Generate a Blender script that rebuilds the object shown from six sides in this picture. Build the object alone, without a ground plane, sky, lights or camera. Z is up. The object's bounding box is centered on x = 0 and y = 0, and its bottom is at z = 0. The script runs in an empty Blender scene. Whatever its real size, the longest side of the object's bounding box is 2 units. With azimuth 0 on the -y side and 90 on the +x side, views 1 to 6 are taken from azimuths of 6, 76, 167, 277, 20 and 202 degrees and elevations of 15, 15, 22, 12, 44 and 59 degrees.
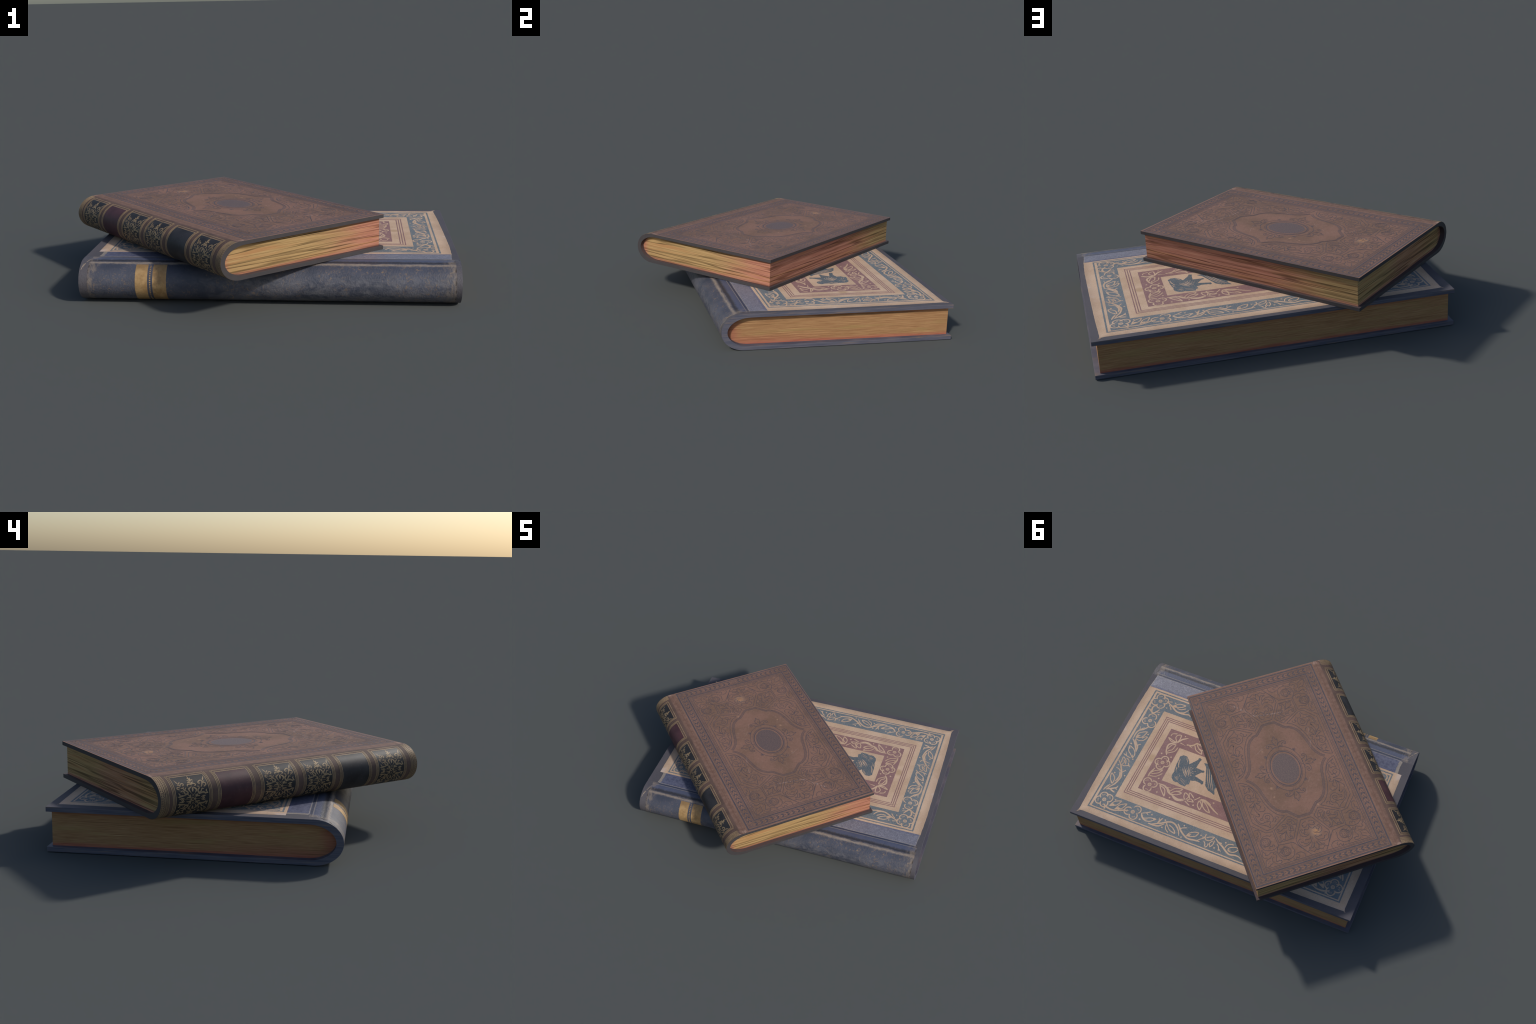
# Two old hardcover books, one lying askew on the other.
# Each book is described in its own frame: x runs from the spine (0) to the fore edge, y from the
# tail (0) to the head along the spine, z upward from the back cover.
import bpy, bmesh, math, random
import numpy as np
from mathutils import Vector, noise
from mathutils.geometry import tessellate_polygon

RNG = random.Random(7)
PI = math.pi

# ------------------------------------------------------------------ sizes (metres)
BLUE = dict(W=1.2678, H=1.8111, T=0.198, board=0.0215, round=0.125, wall=0.031, inner_round=0.12,
            joint=0.151, page_in=0.018, page_end=0.0255,
            page_slope=0.0085)
BROWN = dict(W=0.9686, H=1.384, T=0.1769, board=0.0185, round=0.105, wall=0.0232, inner_round=0.112,
             joint=0.1352, page_in=0.0137, page_end=0.0175,
             page_slope=0.009)

# ------------------------------------------------------------------ ornament motifs
# Control points of the drawn curves, in millimetres.  The brown cover's motifs are one quarter of a
# design with two mirror axes, measured from its centre; the blue cover's are in the book's frame;
# the gilt spray is measured from its central flower (first along the girth, then along the spine).
SIDE_SCROLL = {
    "outer_leaf": [(282, 235), (285, 259), (280, 284), (269, 306), (248, 322), (226, 336), (217, 350),
        (212, 345), (212, 329), (208, 325), (202, 312), (208, 306), (220, 307), (236, 306), (247, 310),
        (262, 301), (273, 281), (276, 262), (276, 237)],
    "volute": [(200, 319), (185, 311), (179, 296), (181, 276), (192, 259), (214, 251), (228, 260), (240, 276),
        (254, 278), (250, 289), (233, 284)],
    "coil": [(223, 295), (207, 297), (196, 284), (199, 271), (213, 267), (223, 276), (220, 286), (210, 286),
        (207, 278)],
    "leaflet": [(185, 318), (178, 324), (171, 315), (164, 306), (172, 299), (161, 293), (150, 298), (149, 309)],
    "bud": [(274, 244), (266, 257), (253, 260), (249, 248), (255, 245), (248, 247), (259, 227), (265, 206),
        (261, 188), (252, 170)],
    "stem": [(282, 235), (291, 231), (292, 220), (282, 205), (269, 193), (258, 181), (249, 167)],
    "hook": [(249, 167), (253, 191), (250, 210), (243, 225), (227, 234), (212, 233), (204, 220), (206, 206)],
    "crest": [(244, 211), (235, 216), (230, 206), (224, 201), (231, 189), (239, 180), (243, 167), (233, 176),
        (224, 175), (216, 167), (228, 162), (229, 151), (221, 146), (226, 139), (233, 138), (229, 120),
        (229, 94), (233, 73), (245, 55), (267, 40), (295, 27)],
    "tail_leaf": [(295, 27), (287, 33), (276, 40), (272, 53), (276, 60), (282, 55), (287, 61), (284, 71),
        (289, 84), (287, 89), (268, 81), (257, 87), (254, 74), (256, 56), (245, 72), (238, 92), (240, 109),
        (246, 120), (257, 124)],
    "low_volute": [(254, 165), (262, 183), (278, 188), (286, 185), (287, 177), (270, 168), (248, 151),
        (265, 153), (284, 147), (298, 129), (297, 112), (282, 100), (267, 102), (259, 113), (261, 125),
        (272, 129), (281, 121), (278, 112), (270, 114)],
    "low_lip": [(265, 152), (268, 142), (260, 129), (247, 132), (242, 127)],
}
CORNER_SCROLL = {
    "ring": [(133, 489), (136, 508), (131, 532), (141, 558), (161, 572), (190, 572), (214, 558), (225, 531),
        (225, 504), (216, 477)],
    "ring_twin": [(213, 476), (230, 486), (252, 490), (276, 485), (296, 470), (306, 446), (303, 424),
        (291, 406), (271, 392), (251, 393), (234, 401), (223, 395)],
    "fleur": [(263, 522), (278, 534), (292, 537), (304, 542), (310, 556), (317, 581), (298, 582), (286, 573),
        (275, 570), (270, 560), (270, 545), (263, 535), (253, 532)],
    "fleur_rib": [(283, 549), (300, 564)],
    "wave": [(265, 557), (259, 574), (247, 582), (232, 583), (222, 576), (221, 566), (227, 569), (235, 563),
        (243, 567), (251, 560), (244, 543), (239, 531), (243, 519), (252, 514), (249, 506), (261, 500),
        (275, 508), (288, 512), (299, 508), (294, 499), (301, 491), (302, 484), (312, 491), (316, 507),
        (310, 523), (291, 534)],
    "leaf": [(290, 396), (283, 378), (283, 358), (289, 344), (301, 339), (314, 344)],
    "leaf_edge": [(300, 411), (314, 406), (315, 396), (306, 395), (310, 383), (297, 380), (299, 367), (296, 354)],
    "curl": [(193, 565), (190, 552), (204, 549), (216, 532), (218, 511)],
    "curl_twin": [(230, 478), (230, 463), (240, 460), (243, 470), (252, 462), (261, 472), (257, 481)],
    "hook_twin": [(282, 466), (284, 456), (295, 460), (302, 445), (300, 430)],
    "hook": [(187, 509), (199, 524), (210, 522), (208, 510), (199, 509), (198, 501), (211, 495)],
}
CORNER_LEAF = {
    "leaf": [(135, 560), (117, 551), (98, 553), (85, 564), (80, 579), (86, 589)],
    "leaf_edge": [(124, 562), (115, 568), (114, 576), (123, 583), (129, 577), (136, 580), (140, 588),
        (148, 585), (151, 575)],
}
FAN_SCROLL = {
    "stem": [(0, 394), (2, 415), (10, 428), (20, 431), (30, 423), (36, 431), (35, 443), (44, 448), (40, 457),
        (30, 459), (23, 454)],
    "volute": [(50, 430), (44, 424), (51, 420), (61, 426), (66, 438), (64, 455), (51, 468), (35, 468),
        (20, 462), (12, 453)],
    "lip": [(50, 430), (55, 434), (52, 441), (42, 444)],
    "low_volute": [(74, 483), (73, 475), (84, 477), (90, 489), (87, 507), (75, 522), (58, 527), (39, 522),
        (22, 510), (11, 494), (6, 480)],
    "low_lip": [(78, 489), (74, 498), (65, 497), (62, 508), (50, 514), (33, 510)],
    "crook": [(11, 475), (19, 488), (31, 491), (49, 487), (50, 494)],
    "base_leaf": [(6, 382), (16, 377), (27, 381), (38, 393), (31, 398), (37, 405), (27, 411), (13, 406), (3, 393)],
    "crown": [(16, 512), (24, 529), (34, 542), (44, 541), (45, 548), (31, 549), (22, 548), (15, 539), (9, 518)],
    "tip": [(6, 517), (13, 542), (10, 554), (1, 571)],
}
LEAF_BOX = {
    "leaf": [(128, 397), (134, 399), (145, 406), (159, 411), (175, 416), (183, 424), (179, 433), (185, 452),
        (175, 449), (165, 443), (161, 451), (154, 444), (144, 418), (132, 400)],
    "curl": [(145, 404), (157, 407), (170, 404), (181, 398), (187, 386), (184, 377), (176, 372), (171, 378),
        (178, 385), (174, 391), (164, 388), (149, 382), (146, 375), (139, 381), (129, 382), (117, 374)],
    "curl_twin": [(134, 403), (138, 420), (136, 437), (130, 449), (120, 453), (112, 448), (114, 439),
        (120, 441), (124, 444), (124, 435), (120, 426), (121, 416), (114, 416), (110, 410), (117, 401),
        (116, 388), (109, 376)],
    "knot": [(120, 354), (116, 351), (90, 382), (95, 386), (120, 354)],
    "leaflet": [(146, 352), (130, 357), (127, 366), (125, 371), (140, 370), (147, 360), (146, 352)],
    "leaflet_twin": [(104, 382), (105, 391), (94, 394), (90, 408), (98, 410), (107, 406), (109, 396), (104, 382)],
    "bud": [(110, 332), (100, 334), (88, 333), (83, 338), (89, 349), (103, 349), (112, 336)],
    "bud_twin": [(73, 336), (77, 349), (73, 357), (72, 368), (70, 374), (77, 375), (86, 370), (90, 362), (87, 349)],
}
FLEUR = {
    "curl": [(1, 140), (3, 149), (10, 159), (19, 161), (29, 156), (34, 163), (30, 172), (38, 176), (45, 181),
        (51, 177), (47, 168), (51, 165), (58, 168), (60, 177), (54, 187), (46, 191), (34, 191), (22, 187),
        (12, 179), (3, 164)],
    "leaf": [(3, 164), (9, 181), (15, 199), (16, 214), (8, 213), (1, 236), (-6, 223), (-10, 212), (-16, 215),
        (-19, 205), (-15, 188), (-5, 166)],
    "curl_twin": [(-7, 143), (-8, 151), (-13, 158), (-21, 159), (-28, 154), (-33, 158), (-34, 168), (-40, 178),
        (-51, 179), (-48, 172), (-52, 165), (-60, 166), (-63, 174), (-59, 183), (-51, 189), (-39, 190),
        (-27, 188), (-16, 180), (-5, 166)],
    "rib": [(0, 184), (0, 203)],
}
GILT_SPRAY = {
    "spire": [(110, -4), (95, -3), (80, -4)],
    "spire_leaf": [(96, -11), (86, -7), (78, -5)],
    "spire_leaf_twin": [(96, 3), (90, -2), (78, -5)],
    "horn": [(76, -4), (83, -11), (83, -17), (79, -16)],
    "horn_twin": [(76, -4), (79, 2), (83, 8)],
    "frond_a": [(61, -3), (70, -10), (72, -17)],
    "frond_b": [(61, -4), (65, -14), (61, -22), (56, -22), (54, -16)],
    "frond_c": [(61, -2), (72, 2), (70, 12)],
    "frond_d": [(60, -2), (64, 7), (61, 15), (54, 15)],
    "stalk": [(78, -5), (69, -4), (52, -1)],
    "ogee": [(52, -1), (47, 8), (43, 14), (35, 12), (26, 6)],
    "ogee_twin": [(50, -7), (41, -19), (34, -20), (25, -13)],
    "drop": [(49, -4), (42, -4), (30, -2)],
    "side_spire": [(92, 66), (81, 62), (72, 57)],
    "side_a": [(70, 58), (73, 51), (79, 45)],
    "side_b": [(66, 63), (65, 53), (58, 49)],
    "side_c": [(59, 49), (68, 45), (71, 37), (66, 32), (60, 37), (63, 39)],
    "side_d": [(55, 52), (56, 63), (50, 67), (46, 61), (50, 56)],
    "side_e": [(49, 50), (49, 40), (36, 34)],
    "swan": [(33, 54), (38, 49), (37, 41), (30, 37), (24, 34), (24, 24), (30, 21), (37, 29), (44, 31), (50, 25)],
    "far_spire": [(98, -78), (84, -69), (74, -63)],
    "far_a": [(67, -60), (70, -70)],
    "far_c": [(64, -57), (75, -55), (73, -45), (67, -38), (61, -41), (64, -46)],
    "far_d": [(57, -54), (62, -60), (61, -70), (53, -71), (48, -63), (53, -61)],
    "far_e": [(74, -61), (54, -52), (45, -45)],
    "far_swan": [(50, -27), (49, -35), (41, -35), (35, -28), (25, -29), (24, -37), (32, -44), (38, -48), (36, -57)],
    "petal": [(3, 0), (8, 0)],
    "petal_b": [(1, -4), (-1, -16)],
    "petal_d": [(-1, 4), (-1, 12)],
    "sprig_a": [(5, 7), (13, 14), (19, 21)],
    "sprig_b": [(5, 8), (9, 20), (7, 31)],
    "sprig_c": [(10, 11), (20, 11)],
    "sprig_d": [(5, -12), (11, -18), (10, -34)],
    "sprig_e": [(7, -14), (20, -16)],
    "sprig_f": [(9, -16), (20, -25)],
    "lattice": [(25, 6), (18, -1), (10, -7)],
    "lattice_twin": [(23, -12), (17, -2), (11, 5)],
    "tulip": [(5, 63), (8, 51), (5, 39)],
    "tulip_heart": [(0, 55), (0, 43)],
    "tulip_stem": [(2, 38), (1, 27), (1, 14)],
    "bird": [(17, 71), (15, 62), (18, 53), (19, 34)],
    "bird_neck": [(16, 62), (25, 60), (30, 67)],
    "far_tulip": [(4, -39), (8, -50), (8, -61)],
    "far_heart": [(0, -45), (0, -57)],
    "far_stem": [(0, -38), (-1, -27), (-1, -16)],
    "far_bird": [(17, -28), (23, -49), (19, -61), (18, -74)],
    "far_neck": [(19, -72), (28, -66), (33, -70)],
}
VINE_SPINE_CORNER = {
    "stem": [(316, 188), (325, 209), (339, 238), (356, 264), (364, 290), (355, 322), (340, 336), (323, 346)],
    "twig": [(316, 190), (311, 206), (306, 223)],
    "twig_b": [(335, 212), (348, 227), (366, 240)],
    "eye": [(335, 236), (320, 250), (302, 274), (299, 317)],
    "eye_low": [(335, 236), (335, 257), (322, 293), (299, 317)],
    "eye_fill": [(335, 236), (330, 249), (323, 264)],
    "lash": [(339, 272), (338, 299), (319, 326)],
    "runner": [(367, 293), (362, 336), (356, 359), (365, 378)],
    "antler": [(368, 142), (383, 124), (404, 123), (426, 132), (428, 148), (407, 162), (390, 173)],
    "antler_b": [(425, 130), (413, 113), (409, 102)],
    "antler_c": [(415, 160), (409, 184)],
    "dots": [(306, 244), (362, 207), (389, 106), (429, 181)],
    "flowers": [(330, 147), (490, 152)],
}
VINE_TAIL = {
    "stem": [(534, 169), (565, 144), (585, 120), (613, 112), (638, 113), (652, 111)],
    "twig": [(577, 123), (550, 116)],
    "twig_b": [(571, 129), (549, 145)],
    "leaf": [(638, 126), (605, 130), (586, 150), (572, 177)],
    "leaf_low": [(640, 128), (630, 150), (616, 165), (572, 177)],
    "leaf_fill": [(640, 128), (623, 135), (616, 147)],
    "pod": [(647, 129), (652, 154), (644, 177), (628, 187), (608, 195)],
    "pod_low": [(629, 165), (613, 179), (608, 195)],
    "runner": [(654, 112), (671, 132), (698, 153), (735, 176)],
    "runner_b": [(652, 129), (679, 150), (700, 168), (735, 176)],
    "twig_c": [(696, 165), (682, 167), (672, 180)],
    "drop": [(783, 176), (761, 150), (742, 128), (706, 117)],
    "drop_b": [(783, 176), (754, 177), (723, 155), (706, 117)],
    "drop_fill": [(781, 175), (762, 166)],
    "drop_tip": [(728, 130), (708, 118)],
    "fork": [(788, 165), (784, 139), (775, 110)],
    "fork_b": [(783, 134), (755, 117)],
    "tulip": [(839, 127), (816, 122), (798, 122), (812, 144), (826, 152), (844, 157)],
    "tulip_in": [(845, 137), (832, 144), (815, 135)],
    "tulip_base": [(852, 136), (854, 155), (844, 174), (844, 192)],
    "tulip_wing": [(844, 174), (836, 177), (825, 167)],
    "frill": [(820, 171), (805, 161), (798, 142)],
    "dots": [(691, 120), (590, 188), (791, 182)],
}
VINE_FORE_CORNER = {
    "stem": [(830, 106), (849, 127), (874, 145), (902, 161), (932, 173), (963, 169), (992, 160), (1016, 144),
        (1046, 129)],
    "stem_b": [(902, 150), (927, 161), (955, 160), (975, 153)],
    "twig": [(882, 115), (886, 135), (897, 150)],
    "twig_b": [(901, 163), (891, 171), (879, 180)],
    "leaf": [(996, 142), (969, 119), (948, 110), (927, 108)],
    "leaf_b": [(995, 146), (959, 143), (941, 128), (927, 108)],
    "leaf_fill": [(994, 142), (979, 132)],
    "runner": [(1004, 137), (1029, 124), (1055, 114)],
    "antler": [(1043, 130), (1031, 152), (1017, 175), (1011, 183), (997, 187)],
    "antler_b": [(1015, 179), (1025, 190)],
    "antler_c": [(1035, 154), (1041, 170), (1045, 188)],
    "dots": [(861, 118), (920, 123), (916, 190)],
}
VINE_FORE_LEAVES = {
    "stem": [(1141, 162), (1150, 178), (1157, 203), (1158, 231), (1151, 256), (1137, 268)],
    "leaf": [(1140, 202), (1109, 213), (1093, 230), (1081, 258)],
    "leaf_low": [(1137, 206), (1126, 230), (1111, 246), (1081, 258)],
    "leaf_fill": [(1137, 204), (1124, 215), (1123, 229)],
    "leaf_b": [(1147, 243), (1114, 256), (1100, 272), (1086, 297)],
    "leaf_b_low": [(1137, 258), (1130, 279), (1110, 289), (1086, 297)],
    "leaf_b_fill": [(1145, 248), (1134, 258), (1133, 272)],
    "runner": [(1152, 257), (1136, 291), (1125, 324)],
    "dots": [(1089, 218), (1164, 181), (1151, 413)],
    "flowers": [(1113, 153), (1122, 352)],
}
VINE_FORE_RUN = {
    "stalk": [(1108, 406), (1121, 412), (1138, 429), (1148, 451)],
    "twig": [(1107, 410), (1095, 433), (1079, 456)],
    "twig_b": [(1098, 434), (1106, 449)],
    "leaf": [(1136, 430), (1128, 449), (1117, 472), (1112, 507)],
    "leaf_low": [(1148, 451), (1141, 475), (1129, 489), (1112, 507)],
    "leaf_fill": [(1142, 440), (1139, 455)],
    "leaf_tip": [(1120, 489), (1113, 505)],
    "runner": [(1155, 472), (1155, 494), (1153, 516), (1148, 537), (1123, 564)],
    "vine": [(1153, 493), (1143, 511), (1132, 530), (1123, 548), (1106, 571), (1095, 597), (1098, 622),
        (1113, 645), (1132, 663), (1160, 678)],
    "antler": [(1136, 524), (1117, 528), (1091, 539)],
    "antler_b": [(1114, 527), (1096, 518)],
    "drop": [(1112, 573), (1129, 590), (1148, 612), (1155, 640), (1157, 652)],
    "drop_b": [(1117, 594), (1126, 620), (1139, 638), (1157, 652)],
    "petal": [(1124, 577), (1144, 582), (1156, 594), (1166, 610)],
    "vine_b": [(1089, 640), (1107, 658), (1123, 673), (1140, 697), (1154, 727), (1156, 751)],
    "twig_c": [(1114, 666), (1103, 679), (1093, 702)],
    "dots": [(1152, 414), (1095, 468), (1097, 559), (1148, 561), (1086, 680), (1163, 695)],
}
VINE_FORE_END = {
    "leaf": [(1145, 720), (1121, 728), (1103, 753), (1095, 782)],
    "leaf_low": [(1141, 733), (1129, 765), (1115, 777), (1095, 782)],
    "leaf_fill": [(1145, 720), (1134, 731), (1124, 741)],
    "stem": [(1154, 717), (1156, 745), (1150, 779), (1148, 810)],
    "fork": [(1146, 792), (1130, 807), (1112, 825), (1084, 826)],
    "fork_b": [(1114, 811), (1109, 827), (1121, 836)],
    "pod": [(1121, 836), (1121, 856), (1106, 872), (1085, 881)],
    "pod_low": [(1107, 837), (1096, 853), (1085, 881)],
    "petal": [(1134, 831), (1148, 845), (1164, 849)],
    "petal_b": [(1138, 862), (1158, 862), (1169, 851)],
    "petal_c": [(1113, 879), (1133, 869), (1151, 875)],
    "petal_d": [(1107, 889), (1136, 890), (1158, 876)],
    "vine": [(1091, 889), (1107, 913), (1124, 947), (1145, 980), (1156, 1007), (1148, 1039), (1149, 1066),
        (1161, 1087)],
    "thorn": [(1107, 913), (1107, 931), (1108, 938)],
    "twig": [(1120, 911), (1136, 928), (1160, 937)],
    "twig_b": [(1148, 937), (1161, 953)],
    "leaf_b": [(1125, 964), (1102, 972), (1092, 987), (1088, 1009)],
    "leaf_c": [(1129, 984), (1112, 994), (1098, 1027), (1106, 1045)],
    "leaf_c_low": [(1135, 987), (1138, 1008), (1129, 1030), (1106, 1045)],
    "leaf_c_fill": [(1132, 985), (1127, 1001)],
    "dots": [(1106, 800), (1093, 956), (1151, 906)],
}
VINE_INNER = {
    "leaf": [(573, 382), (568, 351), (557, 315)],
    "leaf_low": [(575, 380), (578, 344), (557, 315)],
    "leaf_b": [(570, 380), (542, 360), (521, 366), (512, 387)],
    "leaf_b_low": [(572, 384), (544, 390), (512, 387)],
    "arc": [(542, 326), (525, 330), (513, 359)],
    "stem": [(576, 383), (592, 354), (615, 340), (658, 349), (681, 363)],
    "leaf_c": [(636, 350), (616, 356), (597, 366), (589, 386)],
    "leaf_c_low": [(646, 361), (631, 379), (589, 386)],
    "pod": [(669, 357), (651, 382), (634, 399), (602, 405)],
    "leaf_c_fill": [(662, 357), (642, 362)],
    "runner": [(574, 386), (542, 404), (517, 436)],
    "twig": [(567, 404), (574, 442)],
    "leaf_d": [(841, 325), (811, 347), (786, 390)],
    "leaf_d_low": [(839, 336), (816, 374), (786, 390)],
    "stem_b": [(865, 325), (837, 326), (793, 338)],
    "pod_b": [(855, 332), (848, 365), (829, 386), (810, 398)],
    "drop": [(890, 420), (916, 439), (954, 479)],
    "drop_b": [(892, 424), (905, 458), (927, 471), (954, 479)],
    "vine": [(885, 408), (884, 444), (896, 472), (918, 492), (930, 528)],
    "dots": [(682, 329), (685, 396), (512, 413), (564, 452), (852, 393), (943, 425), (946, 513)],
    "flowers": [(740, 364), (912, 360)],
}
VINE_INNER_RUN = {
    "stalk": [(892, 455), (896, 477), (908, 491), (924, 503), (924, 518)],
    "twig": [(890, 466), (881, 491)],
    "leaf": [(905, 497), (880, 514), (870, 533), (862, 564)],
    "leaf_low": [(891, 531), (882, 552), (862, 564)],
    "leaf_b": [(919, 506), (897, 526), (890, 548), (890, 570)],
    "leaf_b_low": [(922, 513), (915, 541), (903, 558), (890, 570)],
    "runner": [(924, 518), (935, 545), (937, 571), (925, 598)],
    "runner_b": [(933, 524), (946, 560), (934, 603)],
    "bud": [(925, 604), (905, 590), (878, 586)],
    "bud_low": [(922, 610), (898, 618), (885, 606), (878, 586)],
    "bud_b": [(906, 628), (876, 613), (872, 621), (895, 654)],
    "bud_c": [(923, 619), (906, 638), (920, 663)],
    "bud_c_low": [(927, 620), (923, 645), (920, 663)],
    "fork": [(932, 609), (941, 627), (951, 649)],
    "twig_b": [(904, 660), (887, 675), (871, 686)],
    "vine": [(891, 690), (887, 715), (896, 749), (924, 800), (939, 835)],
    "vine_b": [(884, 695), (884, 727), (897, 768)],
    "drop": [(898, 690), (929, 692), (956, 718)],
    "drop_b": [(896, 693), (923, 717), (956, 718)],
    "pod": [(890, 707), (925, 726), (945, 756), (950, 785)],
    "pod_low": [(892, 714), (909, 745), (950, 785)],
    "dots": [(947, 513), (940, 669), (878, 777)],
}
CREST = {
    "cap": [(642, 464), (659, 447), (689, 450), (717, 451), (750, 455), (776, 461), (797, 459), (816, 465),
        (833, 489), (830, 512), (838, 534), (839, 565), (824, 567), (815, 581), (790, 575), (778, 603),
        (780, 652), (768, 657), (765, 645), (750, 587), (712, 614), (702, 624), (698, 614), (695, 570),
        (639, 575), (627, 577), (629, 567), (658, 546), (690, 523), (664, 509), (644, 487)],
    "plume": [(643, 607), (668, 633), (728, 657), (786, 681), (809, 708), (817, 736), (825, 755), (789, 740),
        (759, 745), (668, 716), (638, 662), (642, 637)],
    "hatch_a": [(735, 475), (707, 458), (672, 457)],
    "hatch_b": [(729, 497), (753, 514), (781, 546)],
    "hatch_c": [(724, 510), (748, 527), (765, 544)],
    "hatch_d": [(802, 480), (819, 506)],
    "hatch_e": [(807, 519), (828, 559)],
    "hatch_f": [(765, 471), (740, 462)],
    "hatch_g": [(653, 485), (676, 506)],
    "hatch_h": [(790, 493), (805, 506)],
    "band": [(705, 538), (729, 546), (760, 564)],
    "band_b": [(705, 528), (733, 537), (769, 559)],
    "ray": [(665, 641), (742, 674), (801, 710)],
    "ray_b": [(655, 648), (731, 681), (802, 726)],
    "ray_c": [(655, 664), (732, 696), (803, 738)],
    "gems": [(720, 551), (725, 565), (738, 559), (707, 557), (739, 572), (719, 578), (706, 544), (755, 567)],
}

# ------------------------------------------------------------------ node materials
class Mat:
    """A small writer of node materials on Object coordinates."""
    def __init__(self, name):
        self.m = bpy.data.materials.new(name)
        self.m.use_nodes = True
        self.t = self.m.node_tree
        self.b = self.t.nodes["Principled BSDF"]
        tc = self.t.nodes.new("ShaderNodeTexCoord")
        self.co = tc.outputs["Object"]
        sp = self.t.nodes.new("ShaderNodeSeparateXYZ")
        self.t.links.new(self.co, sp.inputs[0])
        self.x, self.y, self.z = sp.outputs

    def put(self, sock, v):
        if isinstance(v, (int, float)):
            sock.default_value = v
        elif isinstance(v, tuple):
            sock.default_value = (*v, 1.0) if len(v) == 3 and sock.type == "RGBA" else v
        else:
            self.t.links.new(v, sock)

    def math(self, op, *a):
        n = self.t.nodes.new("ShaderNodeMath")
        n.operation = op
        for i, v in enumerate(a):
            self.put(n.inputs[i], v)
        return n.outputs[0]

    def add(self, a, b): return self.math("ADD", a, b)
    def sub(self, a, b): return self.math("SUBTRACT", a, b)
    def mul(self, a, b): return self.math("MULTIPLY", a, b)
    def inv(self, a): return self.math("SUBTRACT", 1.0, a)
    def max(self, a, b): return self.math("MAXIMUM", a, b)
    def min(self, a, b): return self.math("MINIMUM", a, b)
    def abs(self, a): return self.math("ABSOLUTE", a)

    def smooth(self, v, lo, hi):
        n = self.t.nodes.new("ShaderNodeMapRange")
        n.interpolation_type = "SMOOTHSTEP"
        if lo > hi:
            lo, hi, flip = hi, lo, True
        else:
            flip = False
        self.put(n.inputs["Value"], v)
        n.inputs["From Min"].default_value, n.inputs["From Max"].default_value = lo, hi
        n.inputs["To Min"].default_value, n.inputs["To Max"].default_value = (1, 0) if flip else (0, 1)
        return n.outputs["Result"]

    def stripe(self, v, lo, hi, soft):
        return self.mul(self.smooth(v, lo - soft, lo + soft), self.smooth(v, hi + soft, hi - soft))

    def coords(self, sx, sy, sz, ox=0.0, oy=0.0, oz=0.0):
        n = self.t.nodes.new("ShaderNodeMapping")
        n.inputs["Scale"].default_value = (sx, sy, sz)
        n.inputs["Location"].default_value = (ox, oy, oz)
        self.put(n.inputs["Vector"], self.co)
        return n.outputs[0]

    def noise(self, scale, detail=3.0, rough=0.55, vec=None, dist=0.0):
        n = self.t.nodes.new("ShaderNodeTexNoise")
        self.put(n.inputs["Vector"], vec if vec is not None else self.co)
        n.inputs["Scale"].default_value = scale
        n.inputs["Detail"].default_value = detail
        n.inputs["Roughness"].default_value = rough
        n.inputs["Distortion"].default_value = dist
        return n.outputs["Fac"]

    def cells(self, scale, vec=None):
        n = self.t.nodes.new("ShaderNodeTexVoronoi")
        self.put(n.inputs["Vector"], vec if vec is not None else self.co)
        n.inputs["Scale"].default_value = scale
        return n.outputs["Distance"]

    def mix(self, f, a, b, mode="MIX"):
        n = self.t.nodes.new("ShaderNodeMix")
        n.data_type = "RGBA"
        n.blend_type = mode
        self.put(n.inputs[0], f)
        self.put(n.inputs[6], a)
        self.put(n.inputs[7], b)
        return n.outputs[2]

    def spot(self, cx, cy, r, wobble, scale=40.0):
        """Soft ragged blot round (cx, cy)."""
        dx, dy = self.sub(self.x, cx), self.sub(self.y, cy)
        d = self.math("SQRT", self.add(self.mul(dx, dx), self.mul(dy, dy)))
        d = self.add(d, self.mul(self.sub(self.noise(scale, 4), 0.5), wobble))
        return self.smooth(d, r, r * 0.25)

    def streak(self, x0, y0, x1, y1, w):
        """Thin scratch from one point to another."""
        lx, ly = x1 - x0, y1 - y0
        L = math.hypot(lx, ly)
        ux, uy = lx / L, ly / L
        dx, dy = self.sub(self.x, x0), self.sub(self.y, y0)
        along = self.add(self.mul(dx, ux), self.mul(dy, uy))
        across = self.sub(self.mul(dx, -uy), self.mul(dy, -ux))
        across = self.add(across, self.mul(self.sub(self.noise(25, 3), 0.5), 0.02))
        m = self.mul(self.smooth(self.abs(across), w, w * 0.2), self.stripe(along, 0.0, L, 0.01))
        return self.mul(m, self.smooth(self.noise(60, 3), 0.4, 0.6))

    def girth(self, book):
        """Angle round the spine: -90 degrees underneath, 0 on the back of the book, 90 on top."""
        v = self.mul(self.sub(self.z, book["T"] / 2), 2 / book["T"])
        u = self.mul(self.sub(book["round"], self.x), 1 / book["round"])
        return self.mul(self.math("ARCTAN2", v, u), 180 / PI)

    def bump(self, height, strength=0.3, distance=0.002):
        n = self.t.nodes.new("ShaderNodeBump")
        n.inputs["Strength"].default_value = strength
        n.inputs["Distance"].default_value = distance
        self.put(n.inputs["Height"], height)
        self.t.links.new(n.outputs[0], self.b.inputs["Normal"])

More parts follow.
